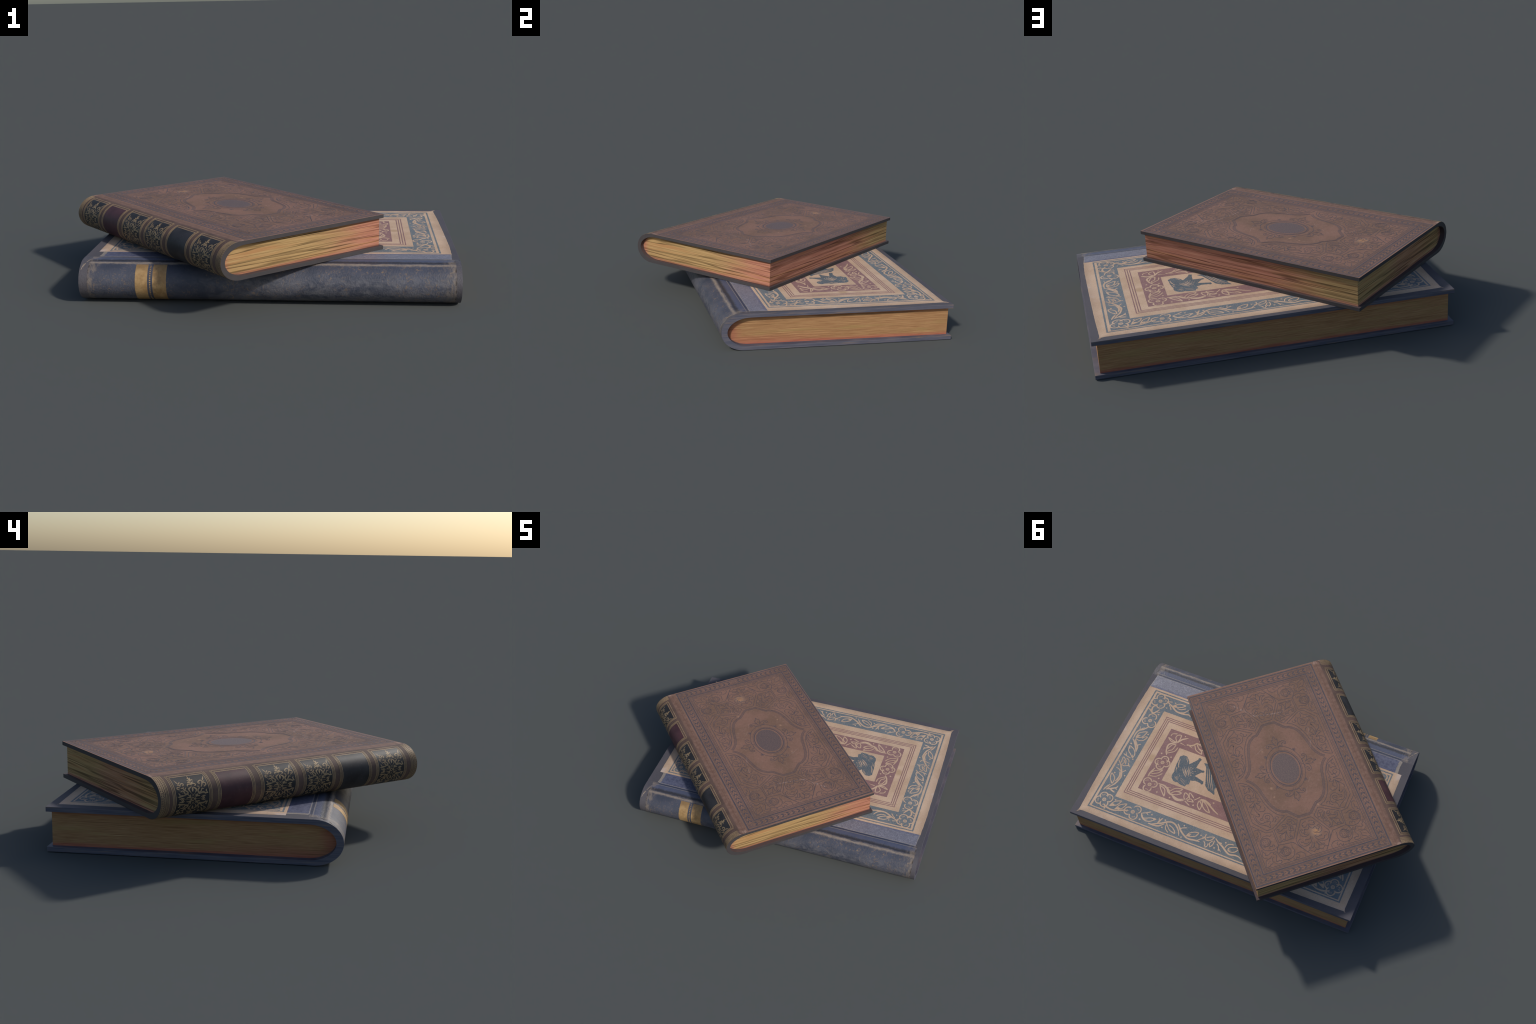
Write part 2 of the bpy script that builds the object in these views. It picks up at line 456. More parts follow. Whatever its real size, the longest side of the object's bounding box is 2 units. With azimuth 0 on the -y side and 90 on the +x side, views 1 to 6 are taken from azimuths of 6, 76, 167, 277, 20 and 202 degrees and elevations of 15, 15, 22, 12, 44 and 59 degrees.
    def done(self, colour, rough=0.6, spec=0.3, metal=0.0):
        self.put(self.b.inputs["Base Color"], colour)
        self.put(self.b.inputs["Roughness"], rough)
        self.b.inputs["Specular IOR Level"].default_value = spec
        self.put(self.b.inputs["Metallic"], metal)
        return self.m


def brown_leather():
    k = Mat("brown_leather")
    c = k.mix(k.smooth(k.noise(5, 5, 0.6), 0.35, 0.65), (0.2, 0.118, 0.083), (0.262, 0.145, 0.107))
    c = k.mix(k.mul(k.smooth(k.noise(75, 4, 0.65), 0.48, 0.7), 0.4), c, (0.31, 0.19, 0.145))
    c = k.mix(k.mul(k.smooth(k.noise(140, 3), 0.52, 0.7), 0.4), c, (0.135, 0.08, 0.064))
    edge = k.min(k.min(k.y, k.sub(BROWN["H"], k.y)), k.sub(BROWN["W"], k.x))
    edge = k.add(edge, k.mul(k.sub(k.noise(30, 3), 0.5), 0.006))
    c = k.mix(k.mul(k.smooth(edge, 0.006, 0.001), 0.5), c, (0.36, 0.2, 0.15))
    # rubbed patches and scratches
    s = k.spot(0.532, 1.15, 0.05, 0.05)
    c = k.mix(k.mul(s, 0.6), c, (0.32, 0.21, 0.155))
    c = k.mix(k.spot(0.53, 1.152, 0.026, 0.045, 70), c, (0.44, 0.23, 0.115))
    for u, v, r in ((0.681, 0.798, 0.012), (0.684, 0.86, 0.008), (0.456, 0.989, 0.008), (0.652, 0.54, 0.007)):
        c = k.mix(k.mul(k.spot(u, v, r, 0.012, 90), 0.6), c, (0.42, 0.25, 0.16))
    for a in ((0.715, 0.164, 0.615, 0.28, 0.007), (0.615, 0.28, 0.445, 0.305, 0.004), (0.70, 0.55, 0.60, 0.50, 0.002),
              (0.44, 0.80, 0.50, 0.90, 0.002), (0.33, 0.45, 0.36, 0.60, 0.002)):
        c = k.mix(k.mul(k.streak(*a), 0.55), c, (0.42, 0.31, 0.27))
    k.bump(k.add(k.noise(220, 3), k.mul(k.cells(260), 0.5)), 0.16, 0.0015)
    return k.done(c, k.add(0.66, k.mul(k.noise(12, 3), 0.15)), 0.17)


def brown_tooling():
    k = Mat("blind_tooled_ink")
    c = k.mix(k.smooth(k.noise(60, 4), 0.35, 0.7), (0.08, 0.068, 0.078), (0.108, 0.086, 0.092))
    c = k.mix(k.mul(k.smooth(k.noise(110, 3), 0.58, 0.72), 0.45), c, (0.18, 0.11, 0.09))
    return k.done(c, 0.6, 0.25)


def oval_stain():
    k = Mat("oval_stain")
    c = k.mix(k.smooth(k.noise(180, 2), 0.4, 0.62), (0.118, 0.085, 0.083), (0.165, 0.112, 0.1))
    return k.done(c, 0.6, 0.28)


def brown_spine_leather():
    k = Mat("brown_spine_leather")
    a = k.add(k.girth(BROWN), k.mul(k.sub(k.noise(35, 4), 0.5), 4.0))
    c = k.mix(k.smooth(k.noise(9, 4), 0.35, 0.65), (0.1, 0.064, 0.052), (0.14, 0.088, 0.07))
    c = k.mix(k.mul(k.smooth(k.noise(120, 3), 0.56, 0.72), 0.4), c, (0.23, 0.14, 0.11))
    rub = k.mix(k.smooth(k.noise(45, 5, 0.65), 0.35, 0.68), (0.17, 0.098, 0.072), (0.232, 0.136, 0.102))
    c = k.mix(k.smooth(k.math("ABSOLUTE", a), 82.5, 88.0), c, rub)
    # pale flaking along the joint and at both ends
    flake = k.mul(k.stripe(a, 83, 92, 1.5), k.smooth(k.noise(38, 5, 0.7), 0.6, 0.69))
    ends = k.mul(k.smooth(k.abs(k.sub(k.y, BROWN["H"] / 2)), 0.655, 0.685), k.smooth(k.abs(a), 70, 84))
    flake = k.max(flake, k.mul(ends, k.smooth(k.noise(42, 4), 0.42, 0.6)))
    c = k.mix(k.mul(flake, 0.7), c, (0.42, 0.28, 0.215))
    c = k.mix(k.mul(k.stripe(k.x, 0.117, 0.1205, 0.0012), 0.5), c, (0.15, 0.075, 0.055))
    k.bump(k.add(k.noise(220, 3), k.mul(k.cells(240), 0.5)), 0.15, 0.0015)
    return k.done(c, 0.68, 0.18)


def label_leather(name, dark, light):
    k = Mat(name)
    c = k.mix(k.smooth(k.noise(14, 4), 0.35, 0.68), dark, light)
    c = k.mix(k.mul(k.smooth(k.noise(150, 2), 0.58, 0.72), 0.25), c, (0.12, 0.1, 0.095))
    k.bump(k.noise(260, 3), 0.1, 0.001)
    return k.done(c, 0.52, 0.24)


def gilt(name="gilt", worn=0.5):
    k = Mat(name)
    c = k.mix(k.smooth(k.noise(18, 4), 0.35, 0.66), (0.28, 0.19, 0.1), (0.4, 0.275, 0.145))
    c = k.mix(k.mul(k.smooth(k.noise(140, 3), 0.56, 0.72), worn), c, (0.12, 0.08, 0.055))
    return k.done(c, 0.55, 0.35, 0.1)


def gilt_band():
    k = Mat("gilt_band_leaf")
    c = k.mix(k.smooth(k.noise(26, 5, 0.65), 0.35, 0.66), (0.36, 0.215, 0.09), (0.5, 0.325, 0.15))
    a = k.add(k.girth(BLUE), k.mul(k.sub(k.noise(18, 4), 0.5), 50.0))
    c = k.mix(k.mul(k.smooth(a, 25, 58), 0.55), c, (0.2, 0.125, 0.06))  # light gradient painted into the gold, darker toward the top of the round
    band_shade = k.mul(k.smooth(k.noise(15, 3), 0.5, 0.62), k.stripe(k.y, 1.41, 1.46, 0.02))  # second band's darker shading, painted into its colour
    c = k.mix(k.mul(band_shade, 0.55), c, (0.16, 0.105, 0.055))
    c = k.mix(k.mul(k.smooth(k.noise(140, 3), 0.58, 0.72), 0.4), c, (0.14, 0.09, 0.055))
    k.bump(k.noise(180, 3), 0.2, 0.001)
    return k.done(c, 0.5, 0.35, 0.15)


def board_edge_dark():
    k = Mat("dark_board_edge")
    c = k.mix(k.noise(25, 3), (0.044, 0.039, 0.041), (0.058, 0.051, 0.053))
    return k.done(c, 0.65, 0.3)


def board_lining_dark():
    k = Mat("dark_board_lining")
    c = k.mix(k.noise(25, 3), (0.07, 0.048, 0.05), (0.095, 0.065, 0.064))
    return k.done(c, 0.7, 0.25)


def blue_board():
    k = Mat("grey_board_cloth")
    c = k.mix(k.smooth(k.noise(4, 3), 0.35, 0.65), (0.082, 0.077, 0.088), (0.1, 0.091, 0.102))
    c = k.mix(k.mul(k.smooth(k.noise(200, 2), 0.55, 0.7), 0.3), c, (0.14, 0.13, 0.14))
    k.bump(k.noise(300, 2), 0.12, 0.001)
    return k.done(c, 0.75, 0.25)


def blue_board_edge():
    """Board edge: streaks of blue, lilac and ochre running along the edge."""
    k = Mat("streaked_board_edge")
    v = k.coords(5, 5, 150)
    c = k.mix(k.smooth(k.noise(1.0, 4, 0.6, v), 0.35, 0.65), (0.068, 0.073, 0.105), (0.12, 0.114, 0.14))
    w = k.coords(4, 4, 90, 3.1, 1.7, 5.0)
    c = k.mix(k.mul(k.smooth(k.noise(1.0, 3, 0.6, w), 0.56, 0.7), 0.75), c, (0.22, 0.155, 0.11))
    return k.done(c, 0.6, 0.3)


def blue_spine_leather():
    k = Mat("blue_spine_leather")
    wob = k.sub(k.noise(9, 4), 0.5)
    fine = k.sub(k.noise(70, 4), 0.5)
    a = k.add(k.girth(BLUE), k.add(k.mul(wob, 7.0), k.mul(fine, 6.0)))
    head = k.smooth(k.y, 0.7, 1.5)
    c = k.mix(k.smooth(k.noise(6, 5), 0.3, 0.7), (0.044, 0.05, 0.072), (0.073, 0.079, 0.108))
    # rubbed grey haze, low on the round; tailward strength paints in the sunlit half
    haze = k.mul(k.smooth(k.noise(24, 7, 0.72, k.coords(1, 0.6, 1), 1.0), 0.36, 0.66), k.smooth(k.add(a, k.mul(wob, 40.0)), 55, -5))
    haze = k.mul(haze, k.add(0.3, k.mul(k.inv(head), 0.7)))
    c = k.mix(k.mul(haze, 0.8), c, (0.16, 0.155, 0.168))
    # crackle of ochre where the leather is worn through
    wear = k.mul(k.smooth(k.noise(42, 8, 0.78, None, 1.6), 0.53, 0.64), k.smooth(k.noise(6, 4), 0.36, 0.58))
    c = k.mix(k.mul(wear, 0.75), c, (0.26, 0.17, 0.095))
    # joint: dark groove, rubbed pale ridge, blue strip
    c = k.mix(k.smooth(a, 78, 84), c, k.mix(k.noise(20, 4), (0.06, 0.07, 0.115), (0.1, 0.11, 0.165)))
    c = k.mix(k.mul(k.stripe(a, 71.5, 78.5, 2.5), 0.9), c, (0.035, 0.034, 0.042))
    ridge = k.mul(k.stripe(a, 61.5, 68.5, 3.4), k.smooth(k.noise(16, 5, 0.7, k.coords(6, 1, 1)), 0.28, 0.5))
    c = k.mix(k.mul(ridge, 0.95), c, k.mix(k.noise(45, 4), (0.17, 0.138, 0.112), (0.35, 0.285, 0.235)))
    c = k.mix(k.mul(k.stripe(k.x, 0.1345, 0.1375, 0.0012), 0.75), c, (0.3, 0.255, 0.2))
    c = k.mix(k.mul(k.stripe(k.x, 0.1395, 0.148, 0.002), 0.7), c, (0.03, 0.034, 0.055))
    # frayed tan ends
    ey = k.add(k.min(k.sub(k.y, 0.028), k.sub(1.768, k.y)), k.mul(wob, 0.03))
    fray = k.mul(k.smooth(ey, 0.075, 0.0), k.smooth(k.noise(22, 6, 0.7, k.coords(1, 2.2, 1)), 0.42, 0.6))
    fray = k.max(fray, k.mul(k.smooth(ey, 0.02, 0.0), 0.65))
    c = k.mix(k.mul(fray, 0.75), c, k.mix(k.noise(50, 4), (0.155, 0.125, 0.1), (0.32, 0.25, 0.19)))
    c = k.mix(k.mul(k.smooth(ey, 0.006, -0.002), k.smooth(k.noise(40, 3), 0.4, 0.6)), c, (0.05, 0.04, 0.035))
    # bare board beyond the leather
    my = k.add(k.min(k.sub(k.y, 0.0255), k.sub(1.770, k.y)), k.mul(fine, 0.008))
    c = k.mix(k.smooth(my, 0.0025, -0.0025), c, k.mix(k.noise(30, 3, 0.5, k.coords(1, 12, 1)), (0.078, 0.073, 0.082), (0.105, 0.095, 0.105)))
    grain = k.add(k.noise(150, 4), k.mul(k.cells(110, k.coords(1, 1.3, 1)), 0.8))
    k.bump(k.add(grain, k.mul(wear, -0.8)), 0.35, 0.0025)
    return k.done(c, k.add(0.42, k.mul(k.noise(20, 3), 0.25)), 0.38)


def blue_strip_leather():
    k = Mat("lilac_grey_leather")
    fade = k.smooth(k.add(k.y, k.mul(k.sub(k.noise(3, 3), 0.5), 0.5)), 0.9, 1.45)
    grain = k.add(k.mul(k.noise(85, 5, 0.7, None, 1.5), 1.5), -0.3)
    a = k.mix(k.smooth(grain, 0.25, 0.75), (0.145, 0.143, 0.178), (0.265, 0.258, 0.302))
    b = k.mix(k.smooth(k.noise(60, 4), 0.35, 0.65), (0.078, 0.083, 0.135), (0.125, 0.13, 0.19))
    c = k.mix(fade, a, b)
    c = k.mix(k.mul(k.smooth(k.noise(14, 4), 0.6, 0.7), k.smooth(k.y, 0.22, 0.05)), c, (0.15, 0.12, 0.11))
    ey = k.add(k.min(k.sub(k.y, 0.036), k.sub(1.722, k.y)), k.mul(k.sub(k.noise(60, 4), 0.5), 0.02))
    c = k.mix(k.mul(k.smooth(ey, 0.004, -0.003), 0.85), c, k.mix(k.noise(50, 4), (0.21, 0.175, 0.14), (0.43, 0.36, 0.29)))
    ex = k.add(k.sub(k.x, 0.1525), k.mul(k.sub(k.noise(55, 4), 0.5), 0.006))
    c = k.mix(k.mul(k.smooth(ex, 0.004, 0.0), 0.65), c, (0.36, 0.31, 0.25))
    k.bump(k.add(grain, k.noise(160, 3)), 0.35, 0.002)
    return k.done(c, 0.5, 0.35)


def book_cloth(name="natural_book_cloth"):
    k = Mat(name)
    c = k.mix(k.smooth(k.noise(7, 5), 0.32, 0.68), (0.505, 0.345, 0.235), (0.61, 0.435, 0.31))
    c = k.mix(k.mul(k.smooth(k.noise(190, 3), 0.45, 0.68), 0.4), c, (0.66, 0.48, 0.35))
    c = k.mix(k.mul(k.smooth(k.noise(130, 4), 0.55, 0.72), 0.35), c, (0.36, 0.24, 0.16))
    thread = k.noise(1.0, 2, 0.5, k.coords(60, 420, 60))
    c = k.mix(k.mul(k.smooth(thread, 0.5, 0.7), 0.25), c, (0.4, 0.265, 0.17))
    ed = k.min(k.min(k.sub(k.y, 0.036), k.sub(1.762, k.y)), k.sub(1.234, k.x))
    ed = k.add(ed, k.mul(k.sub(k.noise(9, 4), 0.5), 0.04))
    c = k.mix(k.mul(k.smooth(ed, 0.035, -0.012), 0.42), c, (0.3, 0.21, 0.15))  # baked edge shading painted in: cloth darkens toward its rim
    c = k.mix(k.mul(k.spot(0.735, 0.287, 0.04, 0.03, 20), 0.45), c, (0.36, 0.225, 0.115))
    c = k.mix(k.mul(k.smooth(k.noise(2.5, 3), 0.58, 0.72), 0.3), c, (0.44, 0.31, 0.235))
    pale = k.mul(k.smooth(ed, 0.03, 0.005), k.smooth(k.noise(6, 3), 0.57, 0.68))
    c = k.mix(k.mul(pale, 0.5), c, (0.6, 0.5, 0.46))
    w = k.add(k.noise(1.0, 1, 0.5, k.coords(60, 380, 60)), k.noise(1.0, 1, 0.5, k.coords(380, 60, 60)))
    k.bump(w, 0.25, 0.001)
    return k.done(c, 0.85, 0.15)


def print_ink(name, dark, light, show=(0.44, 0.35, 0.27), amount=0.35):
    k = Mat(name)
    c = k.mix(k.smooth(k.noise(8, 4), 0.3, 0.7), dark, light)
    c = k.mix(k.mul(k.smooth(k.noise(230, 2), 0.5, 0.66), amount), c, show)
    k.bump(k.noise(250, 2), 0.15, 0.001)
    return k.done(c, 0.8, 0.18)


def brown_pages():
    k = Mat("dyed_wavy_pages")
    b = BROWN
    def gaps(off, fx, fz, wide):
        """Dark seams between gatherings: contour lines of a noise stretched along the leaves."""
        n = k.noise(1.0, 2, 0.5, k.coords(fx, fx, fz, off, off * 0.7, off * 1.3))
        return k.smooth(k.abs(k.sub(n, 0.5)), wide, wide * 0.15)
    on = k.smooth(k.noise(1.0, 2, 0.5, k.coords(2, 2, 60, 7, 3, 1)), 0.3, 0.62)
    line = k.max(k.mul(gaps(3.0, 0.9, 42, 0.05), k.add(0.35, k.mul(on, 0.65))), k.mul(gaps(11.0, 1.3, 80, 0.045), k.mul(k.inv(on), 0.6)))
    fib = k.noise(1.0, 4, 0.6, k.coords(7, 7, 300))
    base = k.mix(k.smooth(fib, 0.3, 0.7), (0.345, 0.215, 0.09), (0.46, 0.305, 0.14))
    rose = k.mix(k.smooth(fib, 0.3, 0.7), (0.36, 0.14, 0.092), (0.47, 0.225, 0.15))
    lo = k.add(k.sub(k.z, b["board"]), k.mul(k.sub(k.noise(6, 3), 0.5), 0.012))
    wob = k.mul(k.sub(k.noise(1.0, 3, 0.5, k.coords(5, 5, 40)), 0.5), 0.4)
    red = k.mul(k.smooth(k.add(k.x, wob), 0.52, 0.92), k.smooth(k.add(k.y, wob), 1.25, 0.85))
    red = k.max(red, k.mul(k.smooth(lo, 0.016, 0.004), 0.95))
    red = k.max(red, k.smooth(k.add(k.x, k.mul(wob, 0.1)), 0.075, 0.03))
    red = k.max(red, k.mul(k.smooth(k.add(k.z, k.mul(wob, 0.02)), 0.145, 0.158), 0.55))
    far = k.mul(k.smooth(k.y, 1.2, 1.36), k.mul(k.stripe(k.add(k.x, wob), 0.25, 0.6, 0.12), 0.6))
    red = k.max(red, far)
    c = k.mix(red, base, rose)
    c = k.mix(k.mul(k.smooth(k.noise(1.0, 3, 0.5, k.coords(2.5, 2.5, 60, 2, 9, 4)), 0.5, 0.66), 0.6), c, (0.4, 0.19, 0.08))
    c = k.mix(k.mul(line, 0.9), c, k.mix(red, (0.105, 0.065, 0.028), (0.12, 0.045, 0.028)))
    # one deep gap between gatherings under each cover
    gap = k.mul(k.stripe(k.add(k.z, k.mul(k.sub(k.y, 0.0), 0.0)), 0.1425, 0.1455, 0.0008), k.mul(k.stripe(k.x, 0.3, 0.72, 0.05), k.smooth(k.y, 0.3, 0.1)))
    c = k.mix(gap, c, (0.03, 0.018, 0.01))
    k.bump(k.add(k.mul(line, -1.0), k.mul(fib, 0.4)), 0.3, 0.003)
    return k.done(c, 0.8, 0.15)


def blue_pages():
    k = Mat("toned_pages")
    b = BLUE
    fib = k.noise(1.0, 5, 0.65, k.coords(9, 9, 420))
    c = k.mix(k.smooth(fib, 0.32, 0.68), (0.265, 0.132, 0.06), (0.42, 0.243, 0.116))
    c = k.mix(k.mul(k.smooth(k.noise(1.0, 3, 0.5, k.coords(3, 3, 30)), 0.52, 0.7), 0.5), c, (0.33, 0.225, 0.09))
    pale = k.smooth(k.noise(1.0, 4, 0.6, k.coords(4, 4, 160, 5, 2, 8)), 0.62, 0.76)
    c = k.mix(k.mul(pale, 0.65), c, (0.6, 0.42, 0.22))
    lo = k.add(k.sub(k.z, b["board"]), k.mul(k.sub(k.noise(1.0, 3, 0.5, k.coords(4, 4, 120)), 0.5), 0.03))
    red = k.max(k.mul(k.smooth(lo, 0.02, 0.004), 0.85), k.mul(k.mul(k.smooth(lo, 0.06, 0.01), 0.6), k.smooth(k.x, 0.7, 0.2)))
    red = k.max(red, k.mul(k.smooth(lo, 0.13, 0.15), 0.4))
    red = k.max(red, k.mul(k.smooth(k.add(k.x, k.mul(k.sub(k.noise(20, 3), 0.5), 0.08)), 0.13, 0.05), 0.6))
    c = k.mix(red, c, k.mix(k.smooth(fib, 0.3, 0.7), (0.29, 0.08, 0.055), (0.4, 0.135, 0.095)))
    dark = k.smooth(k.noise(1.0, 3, 0.6, k.coords(2, 2, 230, 1, 4, 2)), 0.6, 0.7)
    c = k.mix(k.mul(dark, 0.55), c, (0.16, 0.08, 0.035))
    gap = k.mul(k.stripe(k.z, 0.158, 0.1605, 0.0008), k.mul(k.stripe(k.x, 0.5, 1.05, 0.04), k.smooth(k.y, 0.3, 0.1)))
    c = k.mix(k.mul(gap, 0.9), c, (0.07, 0.035, 0.018))
    k.bump(fib, 0.4, 0.002)
    return k.done(c, 0.85, 0.12)


# ------------------------------------------------------------------ mesh helpers
def make_object(name, verts, faces, mats, parent, slots=None, smooth=None):
    me = bpy.data.meshes.new(name)
    me.from_pydata([tuple(v) for v in verts], [], faces)
    for m in (mats if isinstance(mats, (list, tuple)) else [mats]):
        me.materials.append(m)
    if slots is not None:
        me.polygons.foreach_set("material_index", slots)
    if smooth is not None:
        me.polygons.foreach_set("use_smooth", [True] * len(me.polygons))
        me.set_sharp_from_angle(angle=math.radians(smooth))
    me.update()
    ob = bpy.data.objects.new(name, me)
    bpy.context.scene.collection.objects.link(ob)
    ob.parent = parent
    return ob


def spline(pts, n=5, closed=False):
    """Centripetal-ish Catmull-Rom curve through the points."""
    P = [np.array(p, float) for p in pts]
    if len(P) < 3:
        return P
    out, N = [], len(P)
    for i in range(N if closed else N - 1):
        p1, p2 = P[i], P[(i + 1) % N]
        p0 = P[i - 1] if (i > 0 or closed) else 2 * p1 - p2
        p3 = P[(i + 2) % N] if (i + 2 < N or closed) else 2 * p2 - p1
        for j in range(n):
            t = j / n
            out.append(0.5 * (2 * p1 + (p2 - p0) * t + (2 * p0 - 5 * p1 + 4 * p2 - p3) * t * t
                              + (3 * p1 - p0 - 3 * p2 + p3) * t ** 3))
    if not closed:
        out.append(P[-1])
    return out


def densify(pts, step):
    out = [pts[0]]
    for a, b in zip(pts, pts[1:]):
        k = max(1, int(math.ceil(np.linalg.norm(np.array(b) - np.array(a)) / step)))
        out += [np.array(a) + (np.array(b) - np.array(a)) * (j / k) for j in range(1, k + 1)]
    return out


def rect(x0, y0, x1, y1):
    return [(x0, y0), (x1, y0), (x1, y1), (x0, y1)]


class Relief:
    """Strokes and patches a fraction of a millimetre proud of a surface.  `place(u, v, h)` lays a
    point of the flat design on that surface at height h."""
    def __init__(self, place, step=None, lift=0.0004, vary=0.00015, root=0.0004):
        self.place, self.step, self.lift, self.vary, self.root = place, step, lift, vary, root
        self.v, self.f = [], []

    def height(self):
        return self.lift + RNG.random() * self.vary

    def stroke(self, pts, w, taper=0.0, closed=False, curve=True, n=5, blob=None):
        P = spline(pts, n, closed) if curve else [np.array(p, float) for p in pts]
        if closed:
            P = P + [P[0]]
        if self.step:
            P = densify(P, self.step)
        P = [P[0]] + [b for a, b in zip(P, P[1:]) if np.linalg.norm(b - a) > 1e-6]
        N = len(P)
        if N < 2:
            return
        seg = [(b - a) / np.linalg.norm(b - a) for a, b in zip(P, P[1:])]
        L = np.concatenate([[0], np.cumsum([np.linalg.norm(b - a) for a, b in zip(P, P[1:])])])
        L /= L[-1]
        h, base = self.height(), len(self.v)
        for i, p in enumerate(P):
            if closed:
                s0, s1 = seg[i - 1 if i > 0 else -1], seg[i if i < N - 1 else 0]
            else:
                s0, s1 = seg[max(0, i - 1)], seg[min(N - 2, i)]
            t = s0 + s1
            ln = np.linalg.norm(t)
            t = t / ln if ln > 1e-6 else s1
            k = min(1.6, 1 / max(0.4, float(np.dot(t, s1))))
            nrm = np.array([-t[1], t[0]]) * k
            hw = w / 2
            if blob:
                hw = np.interp(L[i], blob[0], blob[1]) * w / 2
            elif taper:
                e = min(L[i], 1 - L[i]) / taper
                hw *= min(1.0, 0.3 + 0.7 * e)
            for q, z in ((p + nrm * hw, h), (p - nrm * hw, h), (p + nrm * hw, -self.root), (p - nrm * hw, -self.root)):
                self.v.append(self.place(q[0], q[1], z))
        for i in range(N - 1):
            a, b = base + 4 * i, base + 4 * (i + 1)
            self.f += [(a + 1, b + 1, b, a), (a, b, b + 2, a + 2), (b + 1, a + 1, a + 3, b + 3)]
        if not closed:
            e = base + 4 * (N - 1)
            self.f += [(base + 1, base, base + 2, base + 3), (e, e + 1, e + 3, e + 2)]

    def dot(self, u, v, r, n=14, squash=1.0):
        h, base = self.height(), len(self.v)
        for k in range(n):
            a = 2 * PI * k / n
            q = (u + r * math.cos(a), v + r * squash * math.sin(a))
            self.v += [self.place(*q, h), self.place(*q, -self.root)]
        self.f.append(tuple(base + 2 * k for k in range(n)))
        for k in range(n):
            a, b = base + 2 * k, base + 2 * ((k + 1) % n)
            self.f.append((b, a, a + 1, b + 1))

    def fill(self, pts, curve=False):
        P = spline(pts, 4, True) if curve else [np.array(p, float) for p in pts]
        area = sum(a[0] * b[1] - b[0] * a[1] for a, b in zip(P, P[1:] + P[:1]))
        if area < 0:
            P = P[::-1]
        h, base, N = self.height(), len(self.v), len(P)
        self.v += [self.place(p[0], p[1], h) for p in P] + [self.place(p[0], p[1], -self.root) for p in P]
        for t in tessellate_polygon([[Vector((p[0], p[1], 0)) for p in P]]):
            a, b, c = (P[i] for i in t)
            if (b[0] - a[0]) * (c[1] - a[1]) - (b[1] - a[1]) * (c[0] - a[0]) < 0:
                t = (t[0], t[2], t[1])
            self.f.append(tuple(base + i for i in t))
        for i in range(N):
            j = (i + 1) % N
            self.f.append((base + j, base + i, base + N + i, base + N + j))

    def ring(self, outer, inner, step=0.02, ragged=0.0):
        """Band between two rectangles (x0, y0, x1, y1)."""
        h, base = self.height(), len(self.v)
        loops = []
        n = [max(2, int((outer[2] - outer[0]) / step)), max(2, int((outer[3] - outer[1]) / step))]
        for r in (outer, inner):
            c = rect(*r)
            lp = []
            for i in range(4):
                a, b, k = np.array(c[i]), np.array(c[(i + 1) % 4]), n[i % 2]
                for j in range(k):
                    p = a + (b - a) * (j / k)
                    lp.append(p + ragged * np.array([RNG.uniform(-1, 1), RNG.uniform(-1, 1)]))
            loops.append(lp)
        N = len(loops[0])
        for lp in loops:
            self.v += [self.place(p[0], p[1], h) for p in lp]
        for lp in loops:
            self.v += [self.place(p[0], p[1], -self.root) for p in lp]
        for i in range(N):
            j = (i + 1) % N
            o, q = base, base + N
            self.f += [(o + i, o + j, q + j, q + i),
                       (o + j, o + i, o + 2 * N + i, o + 2 * N + j), (q + i, q + j, q + 2 * N + j, q + 2 * N + i)]

    def patch(self, u0, v0, u1, v1, nu=1, nv=1):
        h, base = self.height(), len(self.v)
        for i in range(nu + 1):
            for j in range(nv + 1):
                self.v.append(self.place(u0 + (u1 - u0) * i / nu, v0 + (v1 - v0) * j / nv, h))
        for i in range(nu):
            for j in range(nv):
                a = base + i * (nv + 1) + j
                self.f.append((a, a + nv + 1, a + nv + 2, a + 1))
        rim = ([(i, 0) for i in range(nu)] + [(nu, j) for j in range(nv)]
               + [(i, nv) for i in range(nu, 0, -1)] + [(0, j) for j in range(nv, 0, -1)])
        low = len(self.v)
        for i, j in rim:
            self.v.append(self.place(u0 + (u1 - u0) * i / nu, v0 + (v1 - v0) * j / nv, -self.root))
        for k, (i, j) in enumerate(rim):
            m = (k + 1) % len(rim)
            i2, j2 = rim[m]
            self.f.append((base + i2 * (nv + 1) + j2, base + i * (nv + 1) + j, low + k, low + m))

    def build(self, name, mat, parent, stuff=True):
        ob = make_object(name, self.v, self.f, mat, parent)
        if stuff:
            ob["kind"] = "stuff"
        return ob


def top_place(b):
    return lambda u, v, h: (u, v, b["T"] + h)


class Girth:
    """Arc length round the outside of a spine, 0 at the back, positive upward."""
    def __init__(self, b):
        self.b = b
        self.t = np.linspace(-PI / 2, PI / 2, 1201)
        x, z = b["round"] * (1 - np.cos(self.t)), b["T"] / 2 * np.sin(self.t)
        s = np.concatenate([[0], np.cumsum(np.hypot(np.diff(x), np.diff(z)))])
        self.s = s - s[600]
        self.half = self.s[-1]

    def arc(self, degrees):
        return float(np.interp(math.radians(degrees), self.t, self.s))

    def place(self, s, y, h):
        b = self.b
        if abs(s) > self.half:
            k = 1 if s > 0 else -1
            return (b["round"] + abs(s) - self.half, y, b["T"] / 2 + k * (b["T"] / 2 + h))
        t = float(np.interp(s, self.s, self.t))
        n = Vector((-math.cos(t) / b["round"], 0, math.sin(t) / (b["T"] / 2))).normalized()
        return (b["round"] * (1 - math.cos(t)) + n.x * h, y, b["T"] / 2 + b["T"] / 2 * math.sin(t) + n.z * h)


